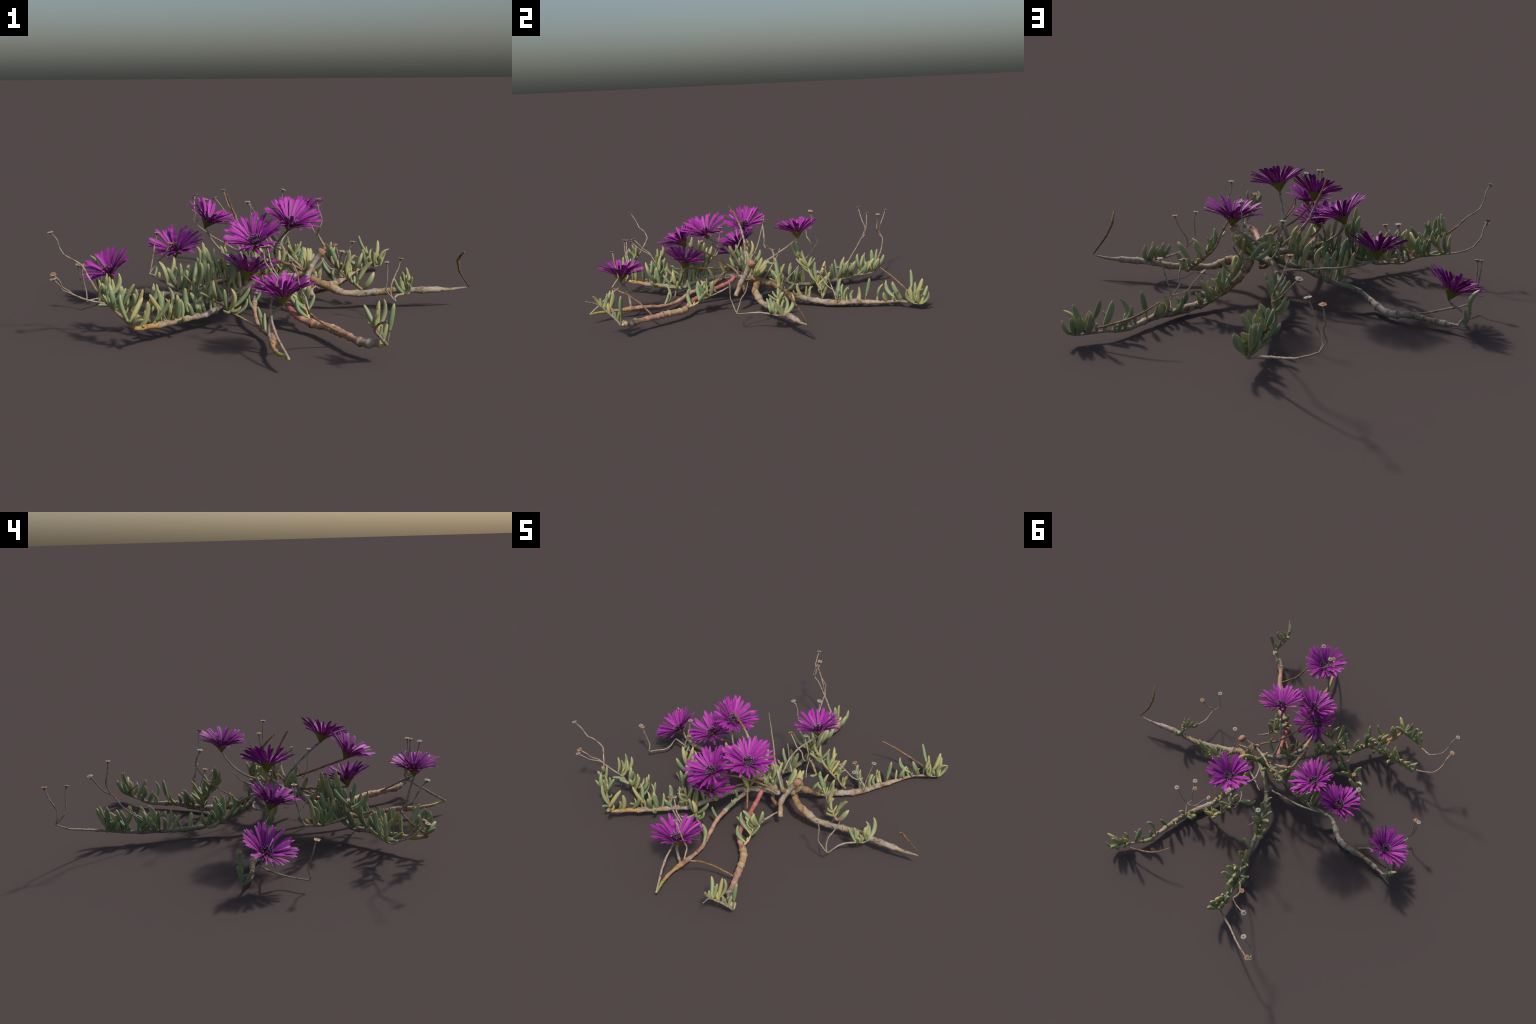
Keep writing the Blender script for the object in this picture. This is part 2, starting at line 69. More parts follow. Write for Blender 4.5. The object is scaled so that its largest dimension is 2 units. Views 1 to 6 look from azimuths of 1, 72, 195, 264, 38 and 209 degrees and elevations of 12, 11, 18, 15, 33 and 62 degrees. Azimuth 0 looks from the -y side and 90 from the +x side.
LEAVES = {
    "left_shoot_a": [(0.01, 0.011, 0.012, 0.036), (0.02, 0.048, -0.056, 0.042), (0.04, 0.036, -0.026, 0.044), (0.05, -0.002, -0.044, 0.026), (0.05, 0.046, 0.044, 0.092), (0.07, -0.026, -0.010, 0.113), (0.16, 0.036, -0.001, 0.029), (0.19, 0.039, 0.027, 0.085), (0.20, -0.016, -0.008, 0.109), (0.22, -0.030, -0.035, 0.066), (0.24, 0.039, 0.001, 0.080), (0.29, 0.014, 0.015, 0.100), (0.34, 0.008, -0.044, 0.071), (0.39, 0.041, -0.042, 0.078)],
    "left_shoot_b": [(0.06, -0.025, 0.077, 0.114), (0.10, 0.017, 0.017, 0.008), (0.17, -0.001, 0.055, 0.142), (0.19, 0.002, -0.070, 0.040), (0.23, 0.035, 0.059, 0.139), (0.24, 0.058, 0.021, 0.141), (0.32, 0.037, 0.008, 0.095), (0.34, 0.020, 0.059, 0.046), (0.35, 0.024, 0.018, 0.087), (0.37, 0.002, 0.015, 0.082), (0.39, 0.046, -0.044, 0.076), (0.40, -0.008, 0.028, 0.088), (0.40, -0.053, -0.022, 0.018), (0.41, 0.056, -0.013, 0.104), (0.48, -0.047, -0.042, 0.013), (0.51, 0.016, 0.026, 0.097), (0.52, 0.047, 0.036, 0.119), (0.52, -0.029, 0.031, 0.072), (0.53, 0.004, 0.038, 0.117), (0.57, -0.000, 0.011, 0.093)],
    "left_runner": [(0.10, 0.043, -0.043, 0.118), (0.18, -0.016, -0.038, 0.096), (0.21, 0.024, 0.023, 0.070), (0.29, 0.008, -0.017, 0.060), (0.33, -0.008, 0.036, 0.077), (0.34, -0.023, -0.008, 0.100), (0.37, 0.026, -0.051, 0.033), (0.38, -0.009, 0.031, 0.150), (0.39, -0.001, 0.049, 0.056), (0.40, -0.047, 0.049, 0.214), (0.40, 0.005, 0.040, 0.036), (0.42, -0.062, 0.038, 0.212), (0.43, 0.009, 0.036, 0.166), (0.44, -0.031, 0.016, 0.064), (0.45, -0.040, 0.012, 0.093), (0.50, -0.012, 0.031, 0.113), (0.51, 0.009, -0.044, 0.017), (0.53, -0.005, 0.030, 0.070), (0.56, -0.026, 0.023, 0.100), (0.58, -0.005, 0.016, 0.075), (0.58, -0.017, -0.010, 0.037), (0.60, -0.040, 0.040, 0.090), (0.60, -0.035, 0.024, 0.012), (0.64, -0.012, -0.045, 0.071), (0.66, -0.018, 0.032, 0.117), (0.71, -0.007, 0.030, 0.078), (0.73, -0.001, -0.016, 0.111), (0.74, 0.035, -0.052, 0.036), (0.76, 0.033, -0.057, 0.109), (0.76, -0.021, 0.024, 0.070), (0.78, -0.070, -0.028, 0.124), (0.78, -0.001, 0.038, 0.136), (0.79, -0.009, 0.021, 0.095), (0.80, -0.028, -0.014, 0.072), (0.82, -0.018, 0.026, 0.137), (0.87, 0.070, -0.015, 0.109), (0.88, 0.024, 0.011, 0.076), (0.93, 0.023, -0.008, 0.105), (0.93, 0.005, -0.021, 0.013), (0.95, 0.024, -0.008, 0.073)],
    "left_inner_shoot": [(0.00, 0.002, 0.065, 0.175), (0.01, -0.007, 0.041, 0.209), (0.05, 0.017, 0.004, 0.140), (0.06, -0.004, 0.045, 0.240), (0.13, -0.011, 0.069, 0.212), (0.20, 0.018, 0.033, 0.148), (0.21, -0.010, 0.029, 0.081), (0.24, 0.025, -0.009, 0.009), (0.32, 0.003, 0.019, 0.119), (0.36, -0.003, 0.000, 0.032), (0.38, 0.045, 0.032, 0.132), (0.39, 0.062, 0.034, 0.010), (0.43, 0.020, -0.033, 0.107), (0.44, -0.010, 0.042, 0.118), (0.44, 0.000, 0.023, 0.076), (0.48, 0.037, 0.040, 0.108), (0.52, 0.020, -0.014, 0.069), (0.52, -0.038, -0.045, 0.110), (0.64, 0.020, 0.018, 0.084), (0.70, -0.036, 0.018, 0.096), (0.73, 0.038, 0.021, 0.109), (0.84, -0.001, 0.020, 0.028), (0.93, 0.000, 0.037, 0.046)],
    "front_left_shoot": [(0.32, 0.048, 0.001, 0.067), (0.37, 0.006, 0.001, 0.030), (0.38, 0.080, 0.016, 0.098), (0.40, -0.020, -0.078, 0.024), (0.41, 0.014, -0.023, 0.097), (0.41, 0.052, -0.013, 0.019), (0.42, -0.011, -0.019, 0.090), (0.57, -0.006, -0.064, 0.105), (0.63, 0.003, -0.063, 0.039), (0.65, 0.003, 0.036, 0.064), (0.66, -0.032, -0.037, 0.028), (0.80, 0.032, -0.073, 0.035), (0.80, 0.015, -0.029, 0.119), (0.87, 0.009, 0.069, 0.082)],
    "front_left_runner": [(0.00, 0.035, 0.027, 0.123), (0.07, 0.019, 0.037, 0.044), (0.09, 0.017, -0.037, 0.080), (0.18, 0.020, 0.013, 0.057), (0.27, -0.022, -0.015, 0.070), (0.48, -0.029, 0.025, 0.096), (0.49, -0.004, 0.030, 0.070)],
    "far_right_runner": [(0.00, 0.045, -0.004, 0.054), (0.19, -0.012, -0.003, 0.066), (0.24, 0.018, 0.046, 0.041), (0.32, 0.010, -0.032, 0.040), (0.35, -0.004, -0.031, 0.079), (0.35, 0.001, 0.042, 0.058), (0.36, 0.021, 0.001, 0.072), (0.37, -0.010, 0.039, 0.063), (0.38, -0.013, 0.016, 0.068), (0.54, -0.008, 0.019, 0.070), (0.55, -0.068, 0.041, 0.115), (0.57, -0.062, 0.027, 0.088), (0.58, 0.010, 0.019, 0.088), (0.60, -0.014, 0.014, 0.076), (0.62, -0.011, 0.012, 0.060), (0.64, -0.034, 0.035, 0.069), (0.66, -0.025, 0.008, 0.074), (0.69, 0.010, 0.025, 0.130), (0.75, -0.009, 0.021, 0.057), (0.77, 0.048, -0.005, 0.111), (0.81, 0.006, -0.025, 0.058), (0.81, 0.007, -0.027, 0.057), (0.84, -0.020, 0.014, 0.045), (0.86, -0.073, -0.025, 0.102), (0.86, 0.007, -0.019, 0.033), (0.89, 0.020, -0.033, 0.069), (0.90, -0.023, -0.053, 0.109), (0.90, -0.023, -0.052, 0.107), (0.92, -0.002, 0.003, 0.042), (0.95, -0.075, 0.033, 0.161), (0.95, -0.011, 0.006, 0.094), (0.96, -0.042, 0.032, 0.102), (0.96, 0.003, -0.035, 0.081), (0.96, 0.020, 0.043, 0.133), (0.99, -0.033, 0.041, 0.093), (0.99, -0.005, 0.001, 0.021), (0.99, 0.052, -0.003, 0.092), (1.00, -0.018, 0.051, 0.090), (1.00, 0.032, 0.030, 0.070)],
    "far_right_shoot": [(0.00, -0.067, 0.011, 0.082), (0.00, -0.085, -0.012, 0.070), (0.05, 0.029, -0.005, 0.045), (0.27, 0.007, -0.040, 0.052), (0.30, 0.034, 0.031, 0.062), (0.30, -0.032, -0.056, 0.057), (0.35, -0.033, 0.033, 0.070), (0.40, -0.038, -0.052, 0.089), (0.46, -0.046, -0.043, 0.144), (0.48, 0.007, -0.001, 0.051), (0.54, 0.014, 0.061, 0.071), (0.59, -0.031, -0.034, 0.081), (0.60, -0.009, -0.003, 0.119), (0.61, 0.031, 0.019, 0.072), (0.64, 0.010, 0.059, 0.054), (0.65, -0.028, 0.058, 0.128), (0.69, 0.043, 0.050, 0.090), (0.76, 0.028, -0.022, 0.017), (0.77, -0.001, 0.037, 0.049), (0.79, 0.023, 0.033, 0.053), (0.83, -0.013, -0.001, 0.049), (0.85, 0.003, -0.022, 0.033), (0.91, -0.011, 0.020, 0.041), (0.95, 0.007, 0.025, 0.063)],
    "leafy_shoot": [(0.49, -0.008, -0.045, 0.014), (0.63, -0.003, -0.021, 0.095), (0.63, 0.017, 0.022, 0.065), (0.68, -0.022, -0.031, 0.053), (0.72, -0.046, -0.003, 0.111), (0.72, -0.002, 0.019, 0.037), (0.73, 0.005, -0.054, 0.041), (0.73, -0.015, -0.011, 0.048), (0.75, 0.047, 0.009, 0.067), (0.80, 0.008, 0.034, 0.014), (0.82, 0.036, 0.004, 0.104), (0.82, -0.004, 0.023, 0.046), (0.88, -0.010, 0.017, 0.065), (0.90, -0.017, -0.022, 0.037), (0.90, 0.003, 0.031, 0.030), (0.91, 0.074, 0.003, 0.105), (0.93, -0.022, -0.042, 0.034), (0.94, 0.001, 0.049, 0.059), (1.00, 0.026, 0.012, 0.054), (1.00, 0.053, -0.000, 0.084)],
    "right_dry_stalk": [(0.01, -0.008, 0.054, 0.102), (0.03, 0.005, -0.042, 0.082), (0.03, -0.028, 0.028, 0.088), (0.05, -0.012, 0.025, 0.075), (0.11, 0.008, 0.018, 0.083), (0.15, -0.011, 0.011, 0.055), (0.16, -0.020, 0.001, 0.078), (0.17, -0.044, -0.004, 0.070)],
    "back_runner": [(0.28, -0.026, -0.027, 0.058), (0.30, -0.022, -0.023, 0.048), (0.34, 0.013, -0.029, 0.091), (0.36, 0.052, 0.003, 0.103), (0.38, -0.044, -0.037, 0.070), (0.39, -0.061, 0.029, 0.103), (0.40, 0.027, 0.014, 0.077), (0.40, -0.043, -0.005, 0.034), (0.42, 0.034, 0.016, 0.110), (0.43, -0.018, 0.021, 0.073), (0.44, 0.016, -0.000, 0.067), (0.46, -0.013, 0.013, 0.074), (0.47, -0.052, 0.026, 0.080), (0.48, 0.016, -0.026, 0.072), (0.49, -0.044, -0.071, 0.040), (0.54, 0.048, 0.012, 0.066), (0.57, 0.050, -0.018, 0.067), (0.60, 0.039, 0.037, 0.066), (0.65, 0.008, -0.039, 0.075), (0.67, 0.030, -0.017, 0.097), (0.69, -0.040, 0.001, 0.079), (0.69, -0.005, -0.009, 0.100), (0.71, -0.037, 0.000, 0.114), (0.72, 0.034, 0.005, 0.084), (0.73, 0.004, 0.031, 0.128), (0.73, 0.011, 0.024, 0.062), (0.73, -0.002, 0.054, 0.100), (0.74, -0.002, 0.050, 0.102), (0.74, -0.067, 0.001, 0.068), (0.74, 0.053, 0.020, 0.114), (0.76, 0.007, 0.061, 0.085), (0.77, 0.008, 0.058, 0.100), (0.78, 0.011, 0.012, 0.052), (0.80, 0.070, 0.006, 0.109), (0.83, -0.024, -0.050, 0.041), (0.85, -0.045, -0.035, 0.113), (0.85, 0.006, -0.011, 0.082), (0.88, -0.014, 0.044, 0.114), (0.88, 0.021, 0.071, 0.084), (0.91, 0.007, -0.031, 0.127), (0.92, 0.004, -0.034, 0.128), (0.93, 0.025, 0.049, 0.093), (0.95, -0.031, -0.014, 0.060), (0.96, -0.036, -0.017, 0.119), (0.98, 0.022, -0.021, 0.063), (0.99, -0.027, 0.000, 0.126), (0.99, 0.042, 0.016, 0.085), (0.99, 0.032, 0.053, 0.103), (0.99, 0.045, 0.011, 0.080), (1.00, -0.016, 0.028, 0.134), (1.00, 0.047, 0.012, 0.088)],
    "crown_shoot": [(0.00, 0.001, 0.069, 0.097), (0.00, 0.005, 0.077, 0.090), (0.00, -0.001, 0.045, 0.067), (0.00, 0.014, 0.083, 0.093), (0.09, -0.003, 0.065, 0.085), (0.10, -0.009, 0.012, 0.057), (0.14, 0.013, -0.021, 0.083), (0.16, 0.022, 0.054, 0.113), (0.17, -0.052, 0.013, 0.101), (0.18, 0.016, 0.052, 0.050), (0.21, 0.029, 0.055, 0.118), (0.35, -0.057, 0.003, 0.057), (0.48, -0.002, 0.028, 0.035), (0.53, -0.001, 0.082, 0.104), (0.59, -0.005, 0.046, 0.056), (0.59, -0.033, -0.015, 0.019), (0.70, -0.008, 0.056, 0.097), (0.78, -0.015, 0.073, 0.053), (0.79, -0.001, 0.043, 0.039), (1.00, -0.042, -0.071, 0.113), (1.00, -0.011, 0.014, 0.126), (1.00, -0.017, -0.013, 0.063), (1.00, -0.016, 0.002, 0.075), (1.00, -0.016, 0.016, 0.099), (1.00, -0.019, 0.050, 0.180), (1.00, -0.023, 0.023, 0.149), (1.00, 0.003, 0.093, 0.128), (1.00, -0.050, -0.074, 0.158)],
    "front_leafy_shoot": [(0.05, -0.049, 0.001, 0.082), (0.08, -0.006, 0.013, 0.018), (0.19, -0.015, 0.017, 0.031), (0.22, 0.034, 0.036, 0.064), (0.25, -0.094, 0.008, 0.063), (0.30, -0.067, 0.003, 0.090), (0.33, -0.018, 0.037, 0.061), (0.36, -0.040, -0.000, 0.035), (0.39, 0.007, -0.000, 0.092), (0.40, -0.061, -0.006, 0.083), (0.40, -0.007, -0.000, 0.092), (0.42, -0.051, 0.002, 0.053), (0.53, 0.013, -0.062, 0.089), (0.54, -0.031, 0.017, 0.024), (0.58, 0.022, 0.006, 0.082), (0.72, 0.007, -0.016, 0.041)],
    "front_tip_twig": [(0.00, 0.023, 0.008, 0.151), (0.11, 0.016, 0.017, 0.065), (0.24, 0.006, -0.006, 0.046), (0.33, 0.022, 0.017, 0.125), (0.38, 0.010, 0.028, 0.112), (0.49, 0.014, 0.017, 0.081), (0.53, -0.024, 0.019, 0.019), (0.53, 0.007, 0.016, 0.062), (0.56, -0.037, 0.049, 0.071)],
    "left_back_runner": [(0.03, 0.003, -0.003, 0.012), (0.06, 0.032, 0.016, 0.108), (0.06, 0.004, -0.002, 0.148), (0.19, 0.008, -0.017, 0.059), (0.22, -0.026, -0.039, 0.107), (0.23, 0.004, -0.011, 0.036), (0.25, 0.003, -0.012, 0.038), (0.26, -0.033, -0.038, 0.061), (0.30, -0.025, 0.008, 0.040), (0.30, -0.020, -0.017, 0.124), (0.33, 0.003, -0.049, 0.166), (0.33, -0.037, -0.005, 0.097), (0.35, 0.010, -0.019, 0.117), (0.36, -0.020, -0.014, 0.132), (0.38, -0.028, -0.042, 0.112), (0.38, -0.032, -0.059, 0.175), (0.39, -0.015, -0.024, 0.063), (0.40, -0.022, -0.048, 0.139), (0.42, -0.033, -0.048, 0.132), (1.00, -0.043, 0.010, 0.160), (1.00, 0.008, 0.023, 0.080), (1.00, -0.010, -0.038, 0.064)],
}

# thickness along each spine: (fraction of length, radius in metres)
RADII = {
    "right_runner": [(0, .014), (.08, .017), (.16, .017), (.26, .0135), (.36, .0145), (.56, .0142), (.66, .0125), (.74, .0142), (.79, .0138), (.86, .0078), (.93, .0052), (1, .0026)],
    "far_right_runner": [(0, .016), (.15, .0165), (.3, .0135), (.42, .0145), (.5, .0165), (.6, .0135), (.7, .0115), (.8, .0085), (.9, .0055), (1, .003)],
    "back_runner": [(0, .014), (.3, .0125), (.5, .011), (.62, .0115), (.75, .0085), (1, .006)],
    "back_dry_end": [(0, .0042), (.2, .0058), (.5, .0045), (1, .0028)],
    "left_back_runner": [(0, .014), (.3, .0105), (.53, .0105), (.61, .0142), (.7, .0138), (.76, .0142), (.84, .0095), (.9, .0118), (.94, .007), (1, .0045)],
    "left_runner": [(0, .014), (.2, .0125), (.5, .0115), (.8, .0115), (.93, .0105), (1, .007)],
    "left_shoot_a": [(0, .007), (.3, .005), (.6, .0037), (.85, .003), (1, .0026)],
    "left_shoot_b": [(0, .0065), (.3, .005), (.6, .0035), (1, .0026)],
    "front_runner": [(0, .0105), (.25, .0115), (.42, .0132), (.5, .0160), (.6, .0150), (.72, .0132), (.86, .0128), (.92, .0148), (.97, .013), (1, .008)],
    "front_left_runner": [(0, .0105), (.3, .0098), (.6, .0090), (.72, .0112), (.8, .0074), (1, .0058)],
    "cut_trunk": [(0, .0165), (.08, .0155), (.2, .0115), (.6, .0125), (.72, .0145), (.76, .0125), (1, .0125)],
    "cut_root": [(0, .008), (.6, .009), (1, .010)],
    "leafy_shoot": [(0, .0025), (.3, .0028), (.42, .0052), (.5, .0045), (.7, .006), (1, .007)],
    "far_right_shoot": [(0, .003), (.3, .004), (1, .0062)],
    "left_inner_shoot": [(0, .0085), (.5, .0062), (1, .0048)],
    "front_leafy_shoot": [(0, .0055), (.5, .0045), (.8, .0052), (1, .003)],
    "front_left_shoot": [(0, .0045), (.5, .004), (1, .0028)],
    "crown_shoot": [(0, .014), (.5, .012), (1, .008)],
    "front_tip_twig": [(0, .006), (.4, .0055), (.75, .004), (1, .0018)],
    "right_dry_twig": [(0, .0028), (.4, .0042), (.7, .0058), (1, .0038)],
    "far_right_dry_twig": [(0, .0035), (.5, .0042), (1, .0025)],
    "tall_dead_twig": [(0, .0035), (.35, .0055), (.6, .006), (.78, .009), (.9, .0075), (1, .005)],
    "pale_dead_twig": [(0, .0012), (.3, .0028), (.6, .005), (.8, .0062), (1, .0055)],
    "thin_dead_twig": [(0, .0022), (.4, .0036), (.7, .0042), (1, .0038)],
    "short_dead_twig": [(0, .003), (1, .0045)],
    "low_dead_twig": [(0, .0035), (.3, .0052), (1, .0048)],
    "right_dry_stalk": [(0, .004), (.2, .0045), (.5, .0026), (1, .0024)],
    "stalk_A": [(0, .004), (1, .005)], "stalk_B": [(0, .0038), (.45, .0042), (.55, .0055), (.6, .0042), (1, .0048)],
    "stalk_C": [(0, .0042), (.6, .0045), (.85, .0085), (1, .0075)], "stalk_D": [(0, .0045), (1, .0055)],
    "stalk_E": [(0, .0048), (.5, .0055), (1, .0065)], "stalk_F": [(0, .0042), (1, .0052)],
    "stalk_G": [(0, .0045), (1, .0052)], "stalk_H": [(0, .005), (.5, .0058), (1, .006)],
    "left_dry_stalk": [(0, .004), (.25, .0042), (.5, .0034), (1, .0028)],
    "front_left_dry_stalk": [(0, .0045), (.25, .0052), (.45, .0042), (1, .0028)],
    "front_dry_stalk": [(0, .0026), (.4, .0034), (.7, .0038), (1, .004)],
}
DRY = [(0, .0026), (.5, .0031), (1, .0026)]

# bark along each spine: (ends at this fraction, material)
BARK = {
    "front_runner": [(.40, "red_stem"), (.47, "salmon_stem"), (.66, "tan_stem"), (.86, "salmon_stem"), (.975, "pale_bark"), (1, "cream_stem")],
    "front_left_runner": [(.2, "grey_bark"), (.72, "salmon_stem"), (.90, "orange_stem"), (1, "yellow_stem")],
    "left_runner": [(.62, "grey_bark"), (.84, "pale_bark"), (1, "orange_stem")],
    "right_runner": [(.20, "brown_bark"), (1, "pale_bark")],
    "far_right_runner": [(.32, "brown_bark"), (1, "pale_bark")],
    "cut_trunk": [(.07, "rust_bark"), (1, "pale_bark")],
    "cut_root": [(.5, "grey_bark"), (1, "rust_bark")],
    "leafy_shoot": [(.4, "dry_stem"), (.5, "brown_bark"), (1, "brown_bark")],
    "left_shoot_a": [(.5, "brown_bark"), (1, "dry_stem")],
    "left_shoot_b": [(.45, "brown_bark"), (1, "dry_stem")],
    "left_inner_shoot": [(.7, "green_bark"), (1, "dry_stem")],
    "front_left_shoot": [(1, "brown_bark")], "front_leafy_shoot": [(.3, "tan_stem"), (1, "dry_stem")],
    "front_tip_twig": [(.6, "pale_bark"), (1, "grey_bark")],
    "front_dry_stalk": [(.42, "dry_stem"), (1, "brown_twig")], "left_back_runner": [(.5, "green_bark"), (.72, "grey_bark"), (.92, "pale_bark"), (1, "grey_bark")],
    "back_runner": [(1, "green_bark")], "crown_shoot": [(1, "brown_bark")],
    "far_right_shoot": [(1, "brown_bark")],
    "right_dry_twig": [(.45, "dark_twig"), (1, "brown_twig")], "far_right_dry_twig": [(1, "brown_twig")],
    "tall_dead_twig": [(.3, "brown_twig"), (.62, "dry_stem"), (.75, "brown_twig"), (1, "pale_bark")],
    "pale_dead_twig": [(.5, "dry_stem"), (.62, "brown_twig"), (1, "pale_bark")], "short_dead_twig": [(1, "brown_twig")],
    "low_dead_twig": [(.55, "brown_twig"), (1, "dry_stem")], "back_dry_end": [(1, "dry_stem")],
    "stalk_D": [(1, "brown_twig")], "stalk_G": [(1, "brown_twig")], "stalk_B": [(.5, "grey_bark"), (1, "pale_bark")],
}
# which part of the plant each spine is
KIND = {"runner": "runner", "shoot": "shoot", "twig": "dead_twig", "trunk": "trunk", "root": "root"}


def kind_of(name):
    if name.startswith("stalk_"):
        return "flower_stalk"
    for key, kind in KIND.items():
        if name.endswith(key) or name.endswith(key + "_a") or name.endswith(key + "_b"):
            return kind
    return "dry_stalk"


# ------------------------------------------------------------------ materials
def new_material(name):
    m = bpy.data.materials.new(name)
    m.use_nodes = True
    nt = m.node_tree
    b = nt.nodes["Principled BSDF"]
    return m, nt, b


def node(nt, kind, **inputs):
    n = nt.nodes.new(kind)
    for k, v in inputs.items():
        k = k.replace("_", " ")
        if k in n.inputs:
            n.inputs[k].default_value = v
    return n


def ramp(nt, fac, stops):
    r = nt.nodes.new("ShaderNodeValToRGB")
    e = r.color_ramp.elements
    while len(e) < len(stops):
        e.new(0.5)
    for el, (p, c) in zip(e, stops):
        el.position = p
        el.color = (*c, 1)
    nt.links.new(fac, r.inputs["Fac"])
    return r.outputs["Color"]


def mix(nt, fac, a, b, mode="MIX"):
    m = nt.nodes.new("ShaderNodeMix")
    m.data_type = "RGBA"
    m.blend_type = mode
    for sock, v in ((m.inputs["Factor"], fac), (m.inputs[6], a), (m.inputs[7], b)):
        if hasattr(v, "is_linked"):
            nt.links.new(v, sock)
        else:
            sock.default_value = v if not isinstance(v, tuple) else (*v, 1)
    return m.outputs[2]


def maths(nt, op, a, b=None, clamp=False):
    m = nt.nodes.new("ShaderNodeMath")
    m.operation = op
    m.use_clamp = clamp
    for sock, v in ((m.inputs[0], a), (m.inputs[1], b)):
        if v is None:
            continue
        if hasattr(v, "is_linked"):
            nt.links.new(v, sock)
        else:
            sock.default_value = v
    return m.outputs[0]


def bump(nt, bsdf, height, strength, distance=.002):
    b = nt.nodes.new("ShaderNodeBump")
    b.inputs["Strength"].default_value = strength
    b.inputs["Distance"].default_value = distance
    nt.links.new(height, b.inputs["Height"])
    nt.links.new(b.outputs["Normal"], bsdf.inputs["Normal"])


def bark_material(name, base, dark, light, mottle=.5, scale=38.0, rough=.75):
    m, nt, b = new_material(name)
    co = nt.nodes.new("ShaderNodeTexCoord").outputs["Object"]
    n1 = node(nt, "ShaderNodeTexNoise", Scale=scale, Detail=5.0, Roughness=.62, Distortion=.4)
    n2 = node(nt, "ShaderNodeTexNoise", Scale=scale * 4.5, Detail=4.0, Roughness=.7)
    n3 = node(nt, "ShaderNodeTexNoise", Scale=scale * .35, Detail=2.0)
    for n in (n1, n2, n3):
        nt.links.new(co, n.inputs["Vector"])
    c = ramp(nt, n1.outputs["Fac"], [(.34, dark), (.46, base), (.56, base), (.68, light)])
    c = mix(nt, maths(nt, "MULTIPLY", ramp_value(nt, n2.outputs["Fac"], .54, .66), mottle), c, dark)
    c = mix(nt, maths(nt, "MULTIPLY", ramp_value(nt, n3.outputs["Fac"], .48, .66), .5), c, light)
    nt.links.new(c, b.inputs["Base Color"])
    b.inputs["Roughness"].default_value = rough
    b.inputs["Specular IOR Level"].default_value = .3
    bump(nt, b, n2.outputs["Fac"], .5, .0018)
    return m


def ramp_value(nt, fac, lo, hi):
    r = nt.nodes.new("ShaderNodeMapRange")
    r.inputs["From Min"].default_value = lo
    r.inputs["From Max"].default_value = hi
    nt.links.new(fac, r.inputs["Value"])
    return r.outputs["Result"]


MAT = {}


